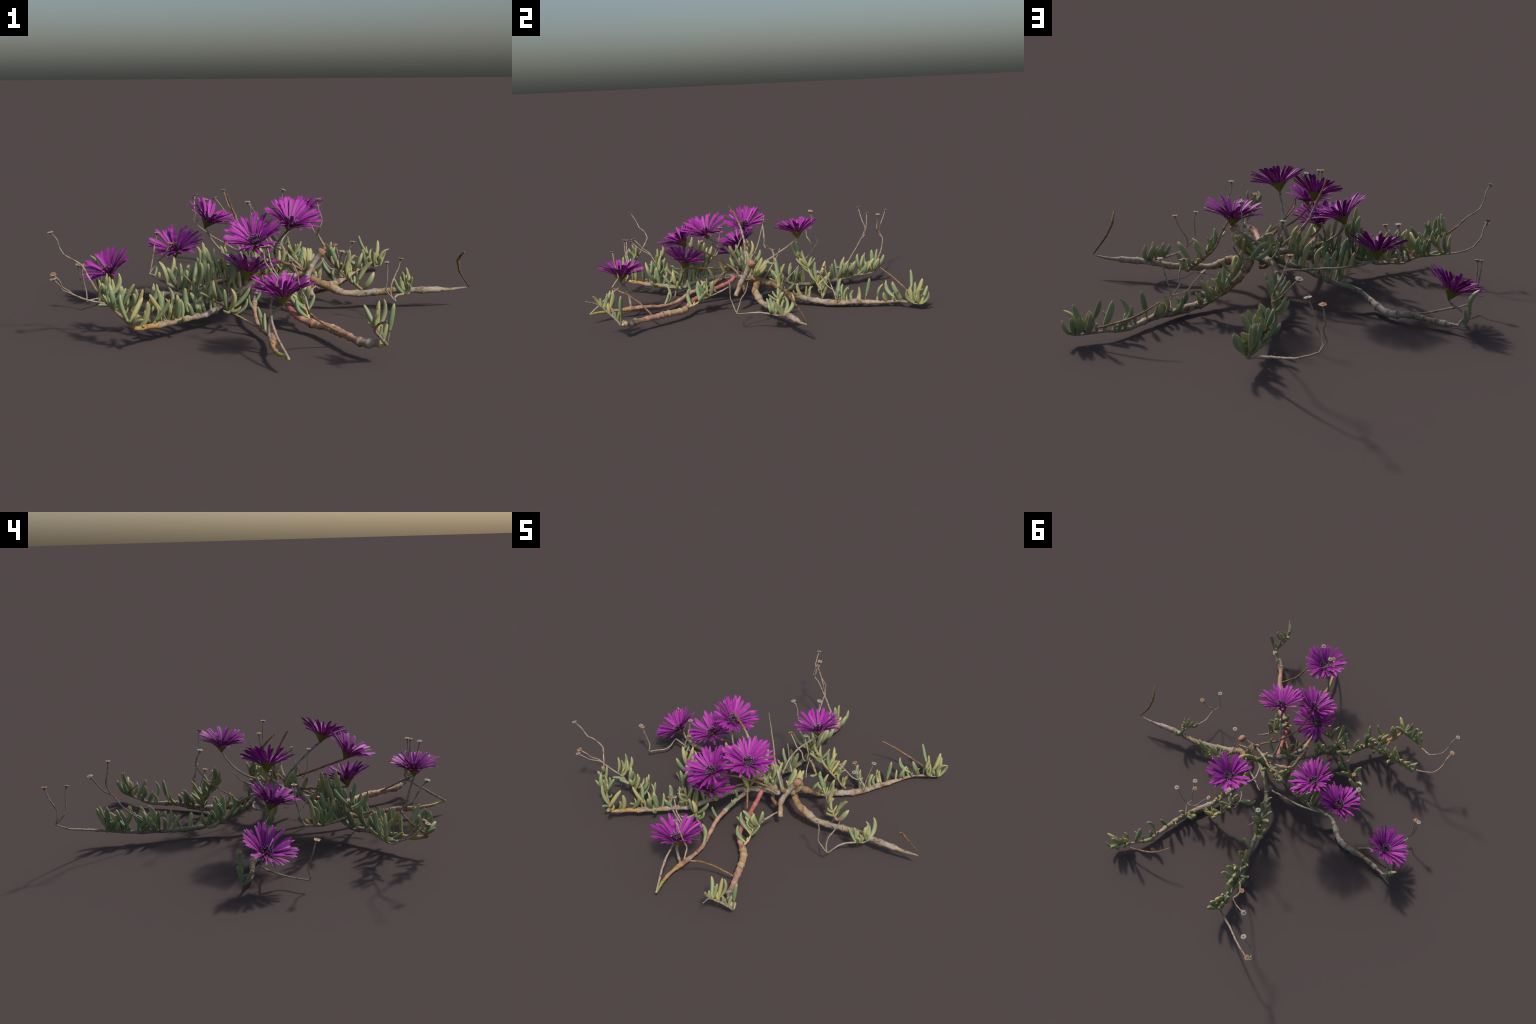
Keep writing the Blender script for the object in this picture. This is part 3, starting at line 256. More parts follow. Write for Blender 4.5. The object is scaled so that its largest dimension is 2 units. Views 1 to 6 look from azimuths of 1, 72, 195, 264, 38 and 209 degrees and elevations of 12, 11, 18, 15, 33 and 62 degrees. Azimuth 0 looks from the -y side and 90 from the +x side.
def make_materials():
    def bark(name, *a, **k):
        MAT[name] = bark_material(name, *a, **k)
    bark("pale_bark", (.315, .25, .19), (.125, .07, .038), (.49, .445, .39), mottle=.75)
    bark("grey_bark", (.30, .255, .205), (.12, .08, .05), (.45, .41, .36))
    bark("green_bark", (.245, .225, .145), (.11, .085, .045), (.37, .33, .25))
    bark("brown_bark", (.30, .20, .105), (.115, .06, .028), (.43, .34, .235))
    bark("fibre_bark", (.33, .245, .155), (.15, .085, .04), (.44, .37, .28), mottle=.7)
    bark("rust_bark", (.30, .145, .09), (.12, .05, .03), (.44, .27, .19))
    bark("red_stem", (.40, .135, .12), (.29, .085, .07), (.47, .20, .17), mottle=.2, rough=.5)
    bark("salmon_stem", (.42, .235, .165), (.27, .125, .075), (.48, .32, .24), mottle=.25, rough=.6)
    bark("tan_stem", (.47, .31, .17), (.29, .15, .065), (.56, .43, .28), mottle=.3, rough=.6)
    bark("cream_stem", (.52, .44, .22), (.36, .26, .10), (.60, .55, .36), mottle=.2, rough=.6)
    bark("orange_stem", (.42, .24, .09), (.27, .125, .05), (.47, .36, .17), mottle=.25, rough=.55)
    bark("yellow_stem", (.38, .36, .07), (.42, .22, .05), (.34, .42, .08), mottle=.2, rough=.55)
    bark("dry_stem", (.33, .265, .20), (.19, .09, .045), (.46, .42, .365), scale=42, mottle=.6)
    bark("brown_twig", (.25, .14, .065), (.10, .05, .022), (.40, .28, .17), scale=50)
    bark("dark_twig", (.11, .06, .03), (.05, .027, .015), (.2, .13, .08), scale=50)
    bark("node_bark", (.21, .12, .065), (.09, .05, .025), (.34, .24, .15), scale=60)
    bark("pale_disc", (.32, .285, .25), (.16, .11, .075), (.43, .40, .37), scale=120, mottle=.6)
    bark("brown_disc", (.30, .17, .09), (.12, .06, .03), (.45, .31, .20), scale=120)

    # fleshy leaf: grey-green skin, yellow-green foot, yellower upper ridge and tip
    def leaf_material(name, young):
        m, nt, b = new_material(name)
        tc = nt.nodes.new("ShaderNodeTexCoord")
        info = nt.nodes.new("ShaderNodeObjectInfo")
        sep = nt.nodes.new("ShaderNodeSeparateXYZ")
        nt.links.new(tc.outputs["Object"], sep.inputs[0])
        along, up = sep.outputs["Z"], sep.outputs["X"]
        n1 = node(nt, "ShaderNodeTexNoise", Scale=5.0, Detail=3.0)
        n2 = node(nt, "ShaderNodeTexNoise", Scale=45.0, Detail=2.0)
        nt.links.new(tc.outputs["Object"], n1.inputs["Vector"])
        nt.links.new(tc.outputs["Object"], n2.inputs["Vector"])
        green = ramp(nt, info.outputs["Random"], [(0, (.17, .25, .125)), (.35, (.225, .29, .15)), (.65, (.28, .315, .16)), (.85, (.345, .34, .155)), (1, (.42, .37, .165))])
        green = mix(nt, maths(nt, "MULTIPLY", ramp_value(nt, n1.outputs["Fac"], .45, .7), .35), green, (.32, .36, .20))
        # yellow flush painted on the upper side (x > 0), stronger in some leaves
        yellow_tint = maths(nt, "MULTIPLY", ramp_value(nt, up, .0, .085), ramp_value(nt, info.outputs["Random"], .1, .75), clamp=True)
        c = mix(nt, maths(nt, "MULTIPLY", yellow_tint, .8), green, (.45, .39, .14))
        foot = maths(nt, "SUBTRACT", 1.0, ramp_value(nt, along, .05, .30), clamp=True)
        c = mix(nt, maths(nt, "MULTIPLY", foot, .8), c, (.36, .40, .09))
        tip = ramp_value(nt, along, .80, 1.0)
        c = mix(nt, maths(nt, "MULTIPLY", tip, .75), c, (.50, .40, .18))
        c = mix(nt, maths(nt, "MULTIPLY", ramp_value(nt, n2.outputs["Fac"], .62, .75), .18), c, (.2, .13, .05))
        if young:
            c = mix(nt, .6, c, (.48, .34, .13))
        nt.links.new(c, b.inputs["Base Color"])
        b.inputs["Roughness"].default_value = .5
        b.inputs["Specular IOR Level"].default_value = .35
        b.inputs["Subsurface Weight"].default_value = .08
        b.inputs["Subsurface Radius"].default_value = (.4, .5, .15)
        b.inputs["Subsurface Scale"].default_value = .01
        bump(nt, b, n2.outputs["Fac"], .12, .001)
        MAT[name] = m
    leaf_material("leaf_skin", False)
    leaf_material("young_leaf_skin", True)

    # petal: satin magenta, darker at the foot, sheen painted as pale lengthwise streaks
    m, nt, b = new_material("petal_satin")
    tc = nt.nodes.new("ShaderNodeTexCoord")
    info = nt.nodes.new("ShaderNodeObjectInfo")
    mp = node(nt, "ShaderNodeMapping", Scale=(2.2, 40.0, 4.0))
    nt.links.new(tc.outputs["Object"], mp.inputs["Vector"])
    n1 = node(nt, "ShaderNodeTexNoise", Scale=2.2, Detail=4.0, Roughness=.6)
    nt.links.new(mp.outputs["Vector"], n1.inputs["Vector"])
    sep = nt.nodes.new("ShaderNodeSeparateXYZ")
    nt.links.new(tc.outputs["Object"], sep.inputs[0])
    base = ramp(nt, info.outputs["Random"], [(0, (.30, .019, .285)), (.5, (.385, .025, .35)), (1, (.46, .04, .40))])
    c = mix(nt, maths(nt, "MULTIPLY", ramp_value(nt, n1.outputs["Fac"], .52, .72), .45), base, (.55, .24, .52))  # whitish satin glints drawn into the base colour
    c = mix(nt, maths(nt, "MULTIPLY", ramp_value(nt, n1.outputs["Fac"], .48, .30), .35), c, (.20, .008, .22))
    foot = maths(nt, "SUBTRACT", 1.0, ramp_value(nt, sep.outputs["X"], .02, .30), clamp=True)
    c = mix(nt, maths(nt, "MULTIPLY", foot, .6), c, (.16, .012, .18))
    nz = nt.nodes.new("ShaderNodeSeparateXYZ")      # darker purple on the faces that point down
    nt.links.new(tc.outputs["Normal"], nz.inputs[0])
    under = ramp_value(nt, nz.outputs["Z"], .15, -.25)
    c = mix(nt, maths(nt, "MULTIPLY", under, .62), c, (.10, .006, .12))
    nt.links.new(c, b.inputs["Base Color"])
    b.inputs["Roughness"].default_value = .5
    b.inputs["Specular IOR Level"].default_value = .3
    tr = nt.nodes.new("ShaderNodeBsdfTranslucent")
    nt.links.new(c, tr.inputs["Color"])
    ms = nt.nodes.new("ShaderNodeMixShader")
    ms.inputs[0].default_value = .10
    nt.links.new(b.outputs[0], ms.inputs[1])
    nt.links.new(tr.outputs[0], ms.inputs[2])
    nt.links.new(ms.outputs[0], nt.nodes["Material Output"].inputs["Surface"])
    bump(nt, b, n1.outputs["Fac"], .25, .001)
    MAT["petal_satin"] = m

    bark("petal_lower", (.40, .025, .37), (.27, .015, .27), (.5, .12, .46), mottle=.2, scale=70, rough=.5)

    def plain(name, col, rough=.6, var=None):
        m, nt, b = new_material(name)
        tc = nt.nodes.new("ShaderNodeTexCoord")
        n = node(nt, "ShaderNodeTexNoise", Scale=60.0, Detail=3.0)
        nt.links.new(tc.outputs["Object"], n.inputs["Vector"])
        c = ramp(nt, n.outputs["Fac"], [(.35, col), (.7, var or tuple(v * .7 for v in col))])
        nt.links.new(c, b.inputs["Base Color"])
        b.inputs["Roughness"].default_value = rough
        MAT[name] = m
    plain("calyx_olive", (.17, .155, .018), .55, (.12, .105, .012))
    plain("filament_purple", (.055, .008, .055), .6)
    plain("anther_pale", (.42, .34, .42), .7)


# ------------------------------------------------------------------ geometry helpers
def lerp_table(table, u):
    for (a, ra), (b, rb) in zip(table, table[1:]):
        if u <= b:
            t = 0 if b == a else (u - a) / (b - a)
            t = t * t * (3 - 2 * t)
            return ra + (rb - ra) * t
    return table[-1][1]


def smooth_path(points, step, rounding=.65):
    """Catmull-Rom curve through the control points (tangents shortened at sharp elbows)."""
    p = [Vector(q) for q in points]
    if len(p) == 2:
        p = [p[0], p[0].lerp(p[1], .5), p[1]]
    tang = []
    for i in range(len(p)):
        if i == 0:
            tang.append((p[1] - p[0]).normalized())
        elif i == len(p) - 1:
            tang.append((p[-1] - p[-2]).normalized())
        else:
            a, b = (p[i] - p[i - 1]).normalized(), (p[i + 1] - p[i]).normalized()
            s = a + b
            tang.append(s.normalized() * min(1, .35 + .65 * max(0, a.dot(b))) if s.length > .05 else Vector((0, 0, 0)))
    out = []
    for i in range(len(p) - 1):
        L = (p[i + 1] - p[i]).length
        n = max(1, int(round(L / step)))
        for k in range(n):
            t = k / n
            h = (2 * t**3 - 3 * t**2 + 1, t**3 - 2 * t**2 + t, -2 * t**3 + 3 * t**2, t**3 - t**2)
            out.append(p[i] * h[0] + tang[i] * (L * h[1] * rounding) + p[i + 1] * h[2] + tang[i + 1] * (L * h[3] * rounding))
    out.append(p[-1].copy())
    return out


def lengths(path):
    s = [0.0]
    for a, b in zip(path, path[1:]):
        s.append(s[-1] + (b - a).length)
    return s


def frames(path):
    t0 = (path[1] - path[0]).normalized()
    n = t0.orthogonal().normalized()
    out = []
    for i in range(len(path)):
        a, b = path[max(i - 1, 0)], path[min(i + 1, len(path) - 1)]
        t = (b - a).normalized() if (b - a).length > 1e-9 else t0
        n = (n - t * n.dot(t))
        n = n.normalized() if n.length > 1e-6 else t.orthogonal().normalized()
        out.append((t, n, t.cross(n)))
        t0 = t
    return out


def mesh_object(name, verts, faces, mats, face_mats=None, smooth=True, parent=None):
    me = bpy.data.meshes.new(name)
    me.from_pydata([tuple(v) for v in verts], [], faces)
    for m in mats:
        me.materials.append(MAT[m])
    if face_mats:
        me.polygons.foreach_set("material_index", face_mats)
    if smooth:
        me.polygons.foreach_set("use_smooth", [True] * len(me.polygons))
    me.update()
    ob = bpy.data.objects.new(name, me)
    bpy.context.scene.collection.objects.link(ob)
    ob.parent = parent
    return ob


PATHS = {}


def stem(name, parent):
    """A tube swept along the spine, with swollen nodes, uneven thickness and bark sections."""
    table = RADII.get(name, DRY)
    kind = kind_of(name)
    thick = max(r for _, r in table)
    step = .0045 if thick > .007 else .0035
    path = smooth_path(SPINES[name], step)
    local = random.Random(sum(map(ord, name)))
    for i, p in enumerate(path[1:-1]):       # small kinks
        q = p * (22 if thick > .007 else 34)
        path[i + 1] = p + noise.noise_vector(q) * (.0022 if thick > .007 else .0012)
    s = lengths(path)
    total = s[-1]
    # nodes: rings every few centimetres, further apart on thick runners
    nodes, pos = [], local.uniform(.02, .05)
    while pos < total - .012:
        nodes.append(pos)
        pos += local.uniform(.045, .085) if thick > .007 else local.uniform(.04, .08)
    sections = BARK.get(name) or ([(1, "grey_bark")] if kind == "flower_stalk" else [(1, "dry_stem")])
    for end, _ in sections[:-1]:
        nodes.append(end * total)
    coloured = [q for q in nodes if local.random() < .45]
    mats = []
    for _, m in sections:
        if m not in mats:
            mats.append(m)
    weathered = [local.choice(("pale_bark", "pale_bark", "fibre_bark", "grey_bark", "fibre_bark")) for _ in range(12)]
    if thick > .0115 and "pale_bark" in mats:
        mats += [m for m in ("fibre_bark", "grey_bark") if m not in mats]
    mats.append("node_bark")
    sides = 14 if thick > .007 else 9
    seed = Vector((local.random() * 50, local.random() * 50, 0))
    verts, faces, fm = [], [], []
    fr = frames(path)
    for i, p in enumerate(path):
        u = s[i] / total
        r = lerp_table(table, u)
        ring = 0
        for q in nodes:
            d = (s[i] - q)
            w = .35 * r + .0022
            ring = max(ring, math.exp(-(d / w) ** 2))
            if thick > .007 and -.035 < d < 0:     # each stretch widens towards its outer node, then steps down
                r *= 1 + .15 * (1 + d / .035)
        r *= 1 + (.13 if thick > .007 else .28) * ring
        r *= 1 + .10 * noise.noise(Vector((s[i] * 28, 0, 0)) + seed)
        t, n, b = fr[i]
        for k in range(sides):
            a = 2 * math.pi * k / sides
            d = n * math.cos(a) + b * math.sin(a)
            rr = r * (1 + .13 * noise.noise(Vector((math.cos(a) * 1.3, math.sin(a) * 1.3, s[i] * 16)) + seed)
                      + .05 * noise.noise(Vector((math.cos(a) * 4, math.sin(a) * 4, s[i] * 60)) + seed))
            verts.append(p + d * rr)
    for i in range(len(path) - 1):
        um = .5 * (s[i] + s[i + 1])
        mi = next(k for k, (e, _) in enumerate(sections) if um / total <= e or k == len(sections) - 1)
        bark_name = sections[mi][1]
        if bark_name == "pale_bark" and thick > .0115:   # stretches between nodes weather differently
            bark_name = weathered[sum(q < um for q in nodes) % len(weathered)]
        idx = mats.index(bark_name)
        ringed = any(abs(um - q) < .0026 for q in coloured)
        for k in range(sides):
            k2 = (k + 1) % sides
            faces.append((i * sides + k, i * sides + k2, (i + 1) * sides + k2, (i + 1) * sides + k))
            fm.append(len(mats) - 1 if ringed and local.random() < .7 else idx)
    # rounded ends
    for first in (True, False):
        i = 0 if first else len(path) - 1
        t = fr[i][0] * (-1 if first else 1)
        r = lerp_table(table, 0 if first else 1)
        c = len(verts)
        verts.append(path[i] + t * r * (.25 if name in ("cut_trunk", "cut_root") else .7))
        for k in range(sides):
            a, bq = i * sides + k, i * sides + (k + 1) % sides
            faces.append((a, bq, c) if not first else (bq, a, c))
            fm.append(mats.index(sections[0 if first else -1][1]))
    ob = mesh_object(kind, verts, faces, mats, fm, parent=parent)
    PATHS[name] = (path, s, fr, table, ob)
    return ob


def point_at(name, u):
    path, s, fr, table, ob = PATHS[name]
    d = u * s[-1]
    i = min(range(len(s)), key=lambda k: abs(s[k] - d))
    return path[i], fr[i][0], lerp_table(table, u)


# ------------------------------------------------------------------ leaves
def leaf_mesh(bend, fat, seed, twist=0.0):
    """Finger leaf of unit length along z: slim foot, fullest past the middle, blunt tip,
    softly three-sided; the belly bows out towards -x."""
    local = random.Random(seed)
    rings, sides = 15, 12
    verts, faces = [], []
    for i in range(rings):
        z = i / (rings - 1)
        zz = 1 - (1 - z) ** 1.35 if z > .5 else z * (1 - .5 ** 1.35) / .5
        prof = (.38 + .62 * math.sin(min(1, zz / .42) * math.pi / 2) ** 1.1) if zz < .42 else max(0, 1 - ((zz - .42) / .584) ** 2.9) ** .55
        prof = max(prof, .10)
        cx = -bend * 4 * zz * (1 - zz) * (1 + .35 * (zz - .5))
        cy = twist * 4 * zz * (1 - zz)
        for k in range(sides):
            a = 2 * math.pi * k / sides
            r = fat * prof * (1 + .10 * math.cos(3 * a)) * (1 + .03 * local.uniform(-1, 1))
            verts.append((cx + r * math.cos(a) * .92, cy + r * math.sin(a) * 1.04, zz))
    for i in range(rings - 1):
        for k in range(sides):
            k2 = (k + 1) % sides
            faces.append((i * sides + k, i * sides + k2, (i + 1) * sides + k2, (i + 1) * sides + k))
    faces.append(tuple(reversed(range(sides))))
    verts.append((0, 0, 1.012))
    top = len(verts) - 1
    for k in range(sides):
        faces.append(((rings - 1) * sides + k, (rings - 1) * sides + (k + 1) % sides, top))
    me = bpy.data.meshes.new("leaf")
    me.from_pydata(verts, [], faces)
    me.polygons.foreach_set("use_smooth", [True] * len(me.polygons))
    me.update()
    return me


# stretches of a spine (from, to) that carry a dense tuft
TUFTS = {"front_tip_twig": (.0, .8), "far_right_runner": (.9, 1.01), "back_runner": (.9, 1.01), "right_dry_stalk": (0, .4),
         "left_shoot_a": (.1, .5)}


def grow_leaves(plant):
    variants = []
    for bend in (-.03, .04, .08, .12, .16, .21):
        for fat in (.088, .102, .117):
            me = leaf_mesh(bend, fat, len(variants), rng.uniform(-.03, .03))
            me.materials.append(MAT["leaf_skin"])
            variants.append(me)
    buds = []
    for k in range(3):
        me = leaf_mesh(.02, .19 + .02 * k, 90 + k)
        me.materials.append(MAT["young_leaf_skin"])
        buds.append(me)
    for name, rows in LEAVES.items():
        branch = PATHS[name][4]
        rows = list(rows)
        if name in TUFTS:                    # leaves stand in opposite pairs near the growing tip
            for u, x, y, z in rows[:]:
                v = Vector((x, y, z))
                if TUFTS[name][0] < u < TUFTS[name][1] and v.length > .05 and rng.random() < .5:
                    q = Quaternion((0, 0, 1), rng.uniform(1.9, 3.6))
                    m = q @ v
                    m = (m.normalized() + Vector((0, 0, .25))).normalized() * min(.09, v.length) * rng.uniform(.6, .9)
                    rows.append((u, *m))
        for u, x, y, z in rows:
            p, t, r = point_at(name, u)
            v = Vector((x, y, z))
            L = v.length
            base = p
            if L > .118:                      # sits on a short side shoot of its own
                base = p + v * (1 - .105 / L)
                side_shoot(p, base, branch)
                v = v.normalized() * .105
                L = .105
            young = L < .038
            axis = v.normalized()
            # the inner face (+x) turns up and towards the growing end of the shoot
            inner = Vector((0, 0, 1)) - axis * axis.z + (t - axis * axis.dot(t)) * .5
            inner += Vector((rng.uniform(-1, 1), rng.uniform(-1, 1), rng.uniform(-1, 1))) * .55
            inner = (inner - axis * inner.dot(axis)).normalized()
            rot = Matrix((inner, axis.cross(inner), axis)).transposed().to_4x4()
            me = rng.choice(buds) if young else rng.choice(variants)
            ob = bpy.data.objects.new("leaf_bud" if young else "leaf", me)
            bpy.context.scene.collection.objects.link(ob)
            ob.parent = branch
            w = L * rng.uniform(.92, 1.08) if not young else L
            if not young:                     # short leaves stay plump
                w *= 1 + max(0, .085 - L) * 7
                if L > .1:
                    w *= .93
            ob.matrix_local = Matrix.Translation(base) @ rot @ Matrix.Diagonal((w, w, L, 1))


def side_shoot(a, b, parent):
    path = [a, a.lerp(b, .5) - Vector((0, 0, .004)), b]
    verts, faces, sides = [], [], 7
    fr = frames(path)
    for p, (t, n, bi), r in zip(path, fr, (.0038, .0032, .0036)):
        for k in range(sides):
            q = 2 * math.pi * k / sides
            verts.append(p + (n * math.cos(q) + bi * math.sin(q)) * r)
    for i in range(2):
        for k in range(sides):
            k2 = (k + 1) % sides
            faces.append((i * sides + k, i * sides + k2, (i + 1) * sides + k2, (i + 1) * sides + k))
    mesh_object("leaf_stalk", verts, faces, ["green_bark"], parent=parent)


# ------------------------------------------------------------------ flowers
# stalk, axis of the flower head, turn
FLOWERS = [
    ("stalk_A", (-.31, -.34, .89)), ("stalk_B", (.0, -.32, .95)), ("stalk_C", (.42, -.06, .90)), ("stalk_D", (-.10, -.48, .87)),
    ("stalk_E", (.25, -.33, .91)), ("stalk_F", (-.08, -.04, .99)), ("stalk_G", (.13, .16, .98)), ("stalk_H", (-.06, .06, .99)),
]


def petal_mesh(seed, start, end, width):
    """Strap petal of unit length: rises steeply from the cup and flattens outwards;
    a shallow channel runs along it, the tip is blunt and a little ragged."""
    local = random.Random(seed)
    nx, ny = 12, 6
    thick = .008
    cx = cz = 0.0
    rows = []
    side = local.uniform(-.05, .05)
    for i in range(nx + 1):
        u = i / nx
        ang = math.radians(start + (end - start) * u)
        if i:
            cx += math.cos(ang) / nx
            cz += math.sin(ang) / nx
        w = width * (.36 + .64 * math.sin(min(1, u / .72) * math.pi / 2) ** 1.1)
        if u > .72:
            w = width * math.sqrt(max(.0, 1 - ((u - .72) / .30) ** 2.4))
        rows.append((cx, side * u * u, cz, w, ang))
    verts, faces = [], []
    for layer in (1, -1):
        for i, (x, y, z, w, ang) in enumerate(rows):
            for j in range(ny + 1):
                v = 2 * j / ny - 1
                ragged = (local.uniform(-.02, .02) if i == nx else 0)
                dz = .16 * w * (v * v - .4) + layer * thick * .5 * (1 - .8 * v * v)
                verts.append((x - math.sin(ang) * dz + ragged, y + v * w, z + math.cos(ang) * dz))
    m = (nx + 1) * (ny + 1)
    for i in range(nx):
        for j in range(ny):
            a = i * (ny + 1) + j
            b = a + ny + 1
            faces.append((a, b, b + 1, a + 1))
            faces.append((m + a + 1, m + b + 1, m + b, m + a))
    edge = [i * (ny + 1) for i in range(nx + 1)] + [nx * (ny + 1) + j for j in range(1, ny + 1)] + [i * (ny + 1) + ny for i in range(nx - 1, -1, -1)] + [j for j in range(ny - 1, 0, -1)]
    for a, b in zip(edge, edge[1:] + edge[:1]):
        faces.append((a, m + a, m + b, b))
    me = bpy.data.meshes.new("petal")
    me.from_pydata(verts, [], faces)
    me.polygons.foreach_set("use_smooth", [True] * len(me.polygons))
    me.materials.append(MAT["petal_satin"])
    me.update()
    return me


def cup_parts():
    """Olive conical calyx with a thin rim, and a tuft of stamens."""
    prof = [(.0035, -.001), (.006, .003), (.0125, .0125), (.0205, .023), (.028, .033), (.0325, .0375), (.0325, .0388), (.027, .0385), (.012, .036), (.001, .0355)]
    sides = 30
    verts, faces = [], []
    for r, z in prof:
        for k in range(sides):
            a = 2 * math.pi * k / sides
            rr = r * (1 + .07 * math.cos(5 * a + .4) * min(1, z / .03))
            zz = z + (.0022 * math.cos(5 * a + .4) if z > .03 else 0)
            verts.append((rr * math.cos(a), rr * math.sin(a), zz))
    for i in range(len(prof) - 1):
        for k in range(sides):
            k2 = (k + 1) % sides
            faces.append((i * sides + k, i * sides + k2, (i + 1) * sides + k2, (i + 1) * sides + k))
    faces.append(tuple(reversed(range(sides))))
    faces.append(tuple((len(prof) - 1) * sides + k for k in range(sides)))
    # five pointed sepals that peep out between the petals
    for q in range(5):
        a = 2 * math.pi * q / 5 - .08
        ca, sa = math.cos(a), math.sin(a)
        c = len(verts)
        for (r, z, w, th) in ((.029, .034, .007, .0016), (.036, .040, .0055, .0013), (.043, .0445, .003, .001), (.0475, .0485, .0005, .0004)):
            for sx, sz in ((-1, -1), (1, -1), (1, 1), (-1, 1)):
                verts.append((r * ca - sx * w * sa, r * sa + sx * w * ca, z + sz * th))
        for i in range(3):
            for k in range(4):
                k2 = (k + 1) % 4
                faces.append((c + i * 4 + k, c + i * 4 + k2, c + i * 4 + 4 + k2, c + i * 4 + 4 + k))
        faces.append((c + 12, c + 13, c + 14, c + 15))
    calyx = (verts, faces)
    local = random.Random(5)
    verts, faces, fm = [], [], []
    for q in range(58):
        a = local.uniform(0, 2 * math.pi)
        r0 = .004 + .011 * math.sqrt(local.random())
        lean = local.uniform(.15, .65) * (r0 / .013)
        L = local.uniform(.018, .032)
        wob = local.uniform(-.3, .3)
        p0 = Vector((r0 * math.cos(a), r0 * math.sin(a), .036))
        d = Vector((math.cos(a + wob) * lean, math.sin(a + wob) * lean, 1)).normalized()
        x = d.orthogonal().normalized()
        y = d.cross(x)
        c = len(verts)
        for t, r in ((0, .0010), (.6, .0006), (.88, .0005), (.90, .0013), (.97, .0014), (1, .0004)):
            pt = p0 + d * (L * t) + Vector((math.cos(a), math.sin(a), 0)) * (.004 * t * t)
            for k in range(5):
                b = 2 * math.pi * k / 5
                verts.append(pt + (x * math.cos(b) + y * math.sin(b)) * r)
        for i in range(5):
            for k in range(5):
                k2 = (k + 1) % 5
                faces.append((c + i * 5 + k, c + i * 5 + k2, c + i * 5 + 5 + k2, c + i * 5 + 5 + k))
                fm.append(1 if i >= 3 else 0)
    return calyx, (verts, faces, fm)


def grow_flowers(plant):
    outer = [petal_mesh(200 + k, 44, 23, w) for k, w in enumerate((.058, .066, .073, .08, .065, .071))]
    inner = [petal_mesh(300 + k, 56, 38, w) for k, w in enumerate((.06, .07, .078, .066))]
    calyx, stamens = cup_parts()
    me_c = mesh_object("calyx", *calyx, ["calyx_olive"])
    me_s = mesh_object("stamen", stamens[0], stamens[1], ["filament_purple", "anther_pale"], stamens[2])
    mc, msn = me_c.data, me_s.data
    bpy.data.objects.remove(me_c)
    bpy.data.objects.remove(me_s)
    under = [petal_mesh(400 + k, 38, 16, w) for k, w in enumerate((.05, .058, .066))]
    # a third, lower row of narrow petals, too small to tell apart: one joined mesh per flower
    def lower_row(flower):
        verts, faces = [], []
        for k in range(24):
            me = under[k % 3]
            L = .104 * rng.uniform(.85, 1.06)
            M = (Matrix.Rotation(2 * math.pi * (k + rng.uniform(-.4, .4)) / 24, 4, "Z") @ Matrix.Translation((.026, 0, .0362))
                 @ Matrix.Rotation(math.radians(rng.gauss(0, 5)), 4, "Y") @ Matrix.Rotation(math.radians(rng.gauss(0, 14)), 4, "X") @ Matrix.Scale(L, 4))
            c = len(verts)
            verts += [M @ v.co for v in me.vertices]
            faces += [tuple(c + i for i in p.vertices) for p in me.polygons]
        ob = mesh_object("petal_fringe", verts, faces, ["petal_lower"], parent=flower)
        ob["kind"] = "stuff"
    # dark heart of the flower: a low dome that carries the stamens
    for stalk, ax in FLOWERS:
        tip = Vector(SPINES[stalk][0])
        axis = Vector(ax).normalized()
        turn = rng.uniform(0, 6.28)
        q = axis.to_track_quat("Z", "Y")
        frame = Matrix.Translation(tip) @ q.to_matrix().to_4x4() @ Matrix.Rotation(turn, 4, "Z")
        verts, faces = [], []
        for i, (r, z) in enumerate(((.030, .0375), (.026, .041), (.016, .0435), (.004, .0415))):
            for k in range(20):
                a = 2 * math.pi * k / 20
                verts.append((r * math.cos(a), r * math.sin(a), z - .004))
        for i in range(3):
            for k in range(20):
                k2 = (k + 1) % 20
                faces.append((i * 20 + k, i * 20 + k2, i * 20 + 20 + k2, i * 20 + 20 + k))
        faces.append(tuple(60 + k for k in range(20)))
        flower = mesh_object("flower", verts, faces, ["filament_purple"], parent=plant)
        flower.matrix_local = frame
        for nm, me in (("calyx", mc), ("stamen", msn)):
            ob = bpy.data.objects.new(nm, me)
            bpy.context.scene.collection.objects.link(ob)
            ob.parent = flower
            if nm == "stamen":
                ob["kind"] = "stuff"
        lower_row(flower)
        n_out, n_in = 25, 12
        for ring, n, meshes, size, r0, z0 in (("outer", n_out, outer, .112, .0245, .0370), ("inner", n_in, inner, .096, .0195, .0385)):
            for k in range(n):
                phi = 2 * math.pi * (k + rng.uniform(-.34, .34)) / n
                L = size * rng.uniform(.91, 1.07)
                ob = bpy.data.objects.new("petal", rng.choice(meshes))
                bpy.context.scene.collection.objects.link(ob)
                ob.parent = flower
                tilt = math.radians(rng.gauss(0, 4))
                ob.matrix_local = (Matrix.Rotation(phi, 4, "Z") @ Matrix.Translation((r0, 0, z0 + rng.uniform(-.001, .001)))
                                   @ Matrix.Rotation(-tilt, 4, "Y") @ Matrix.Rotation(math.radians(rng.gauss(0, 4)), 4, "Z")
                                   @ Matrix.Rotation(math.radians(rng.gauss(0, 11)), 4, "X") @ Matrix.Diagonal((L, L, L, 1)))


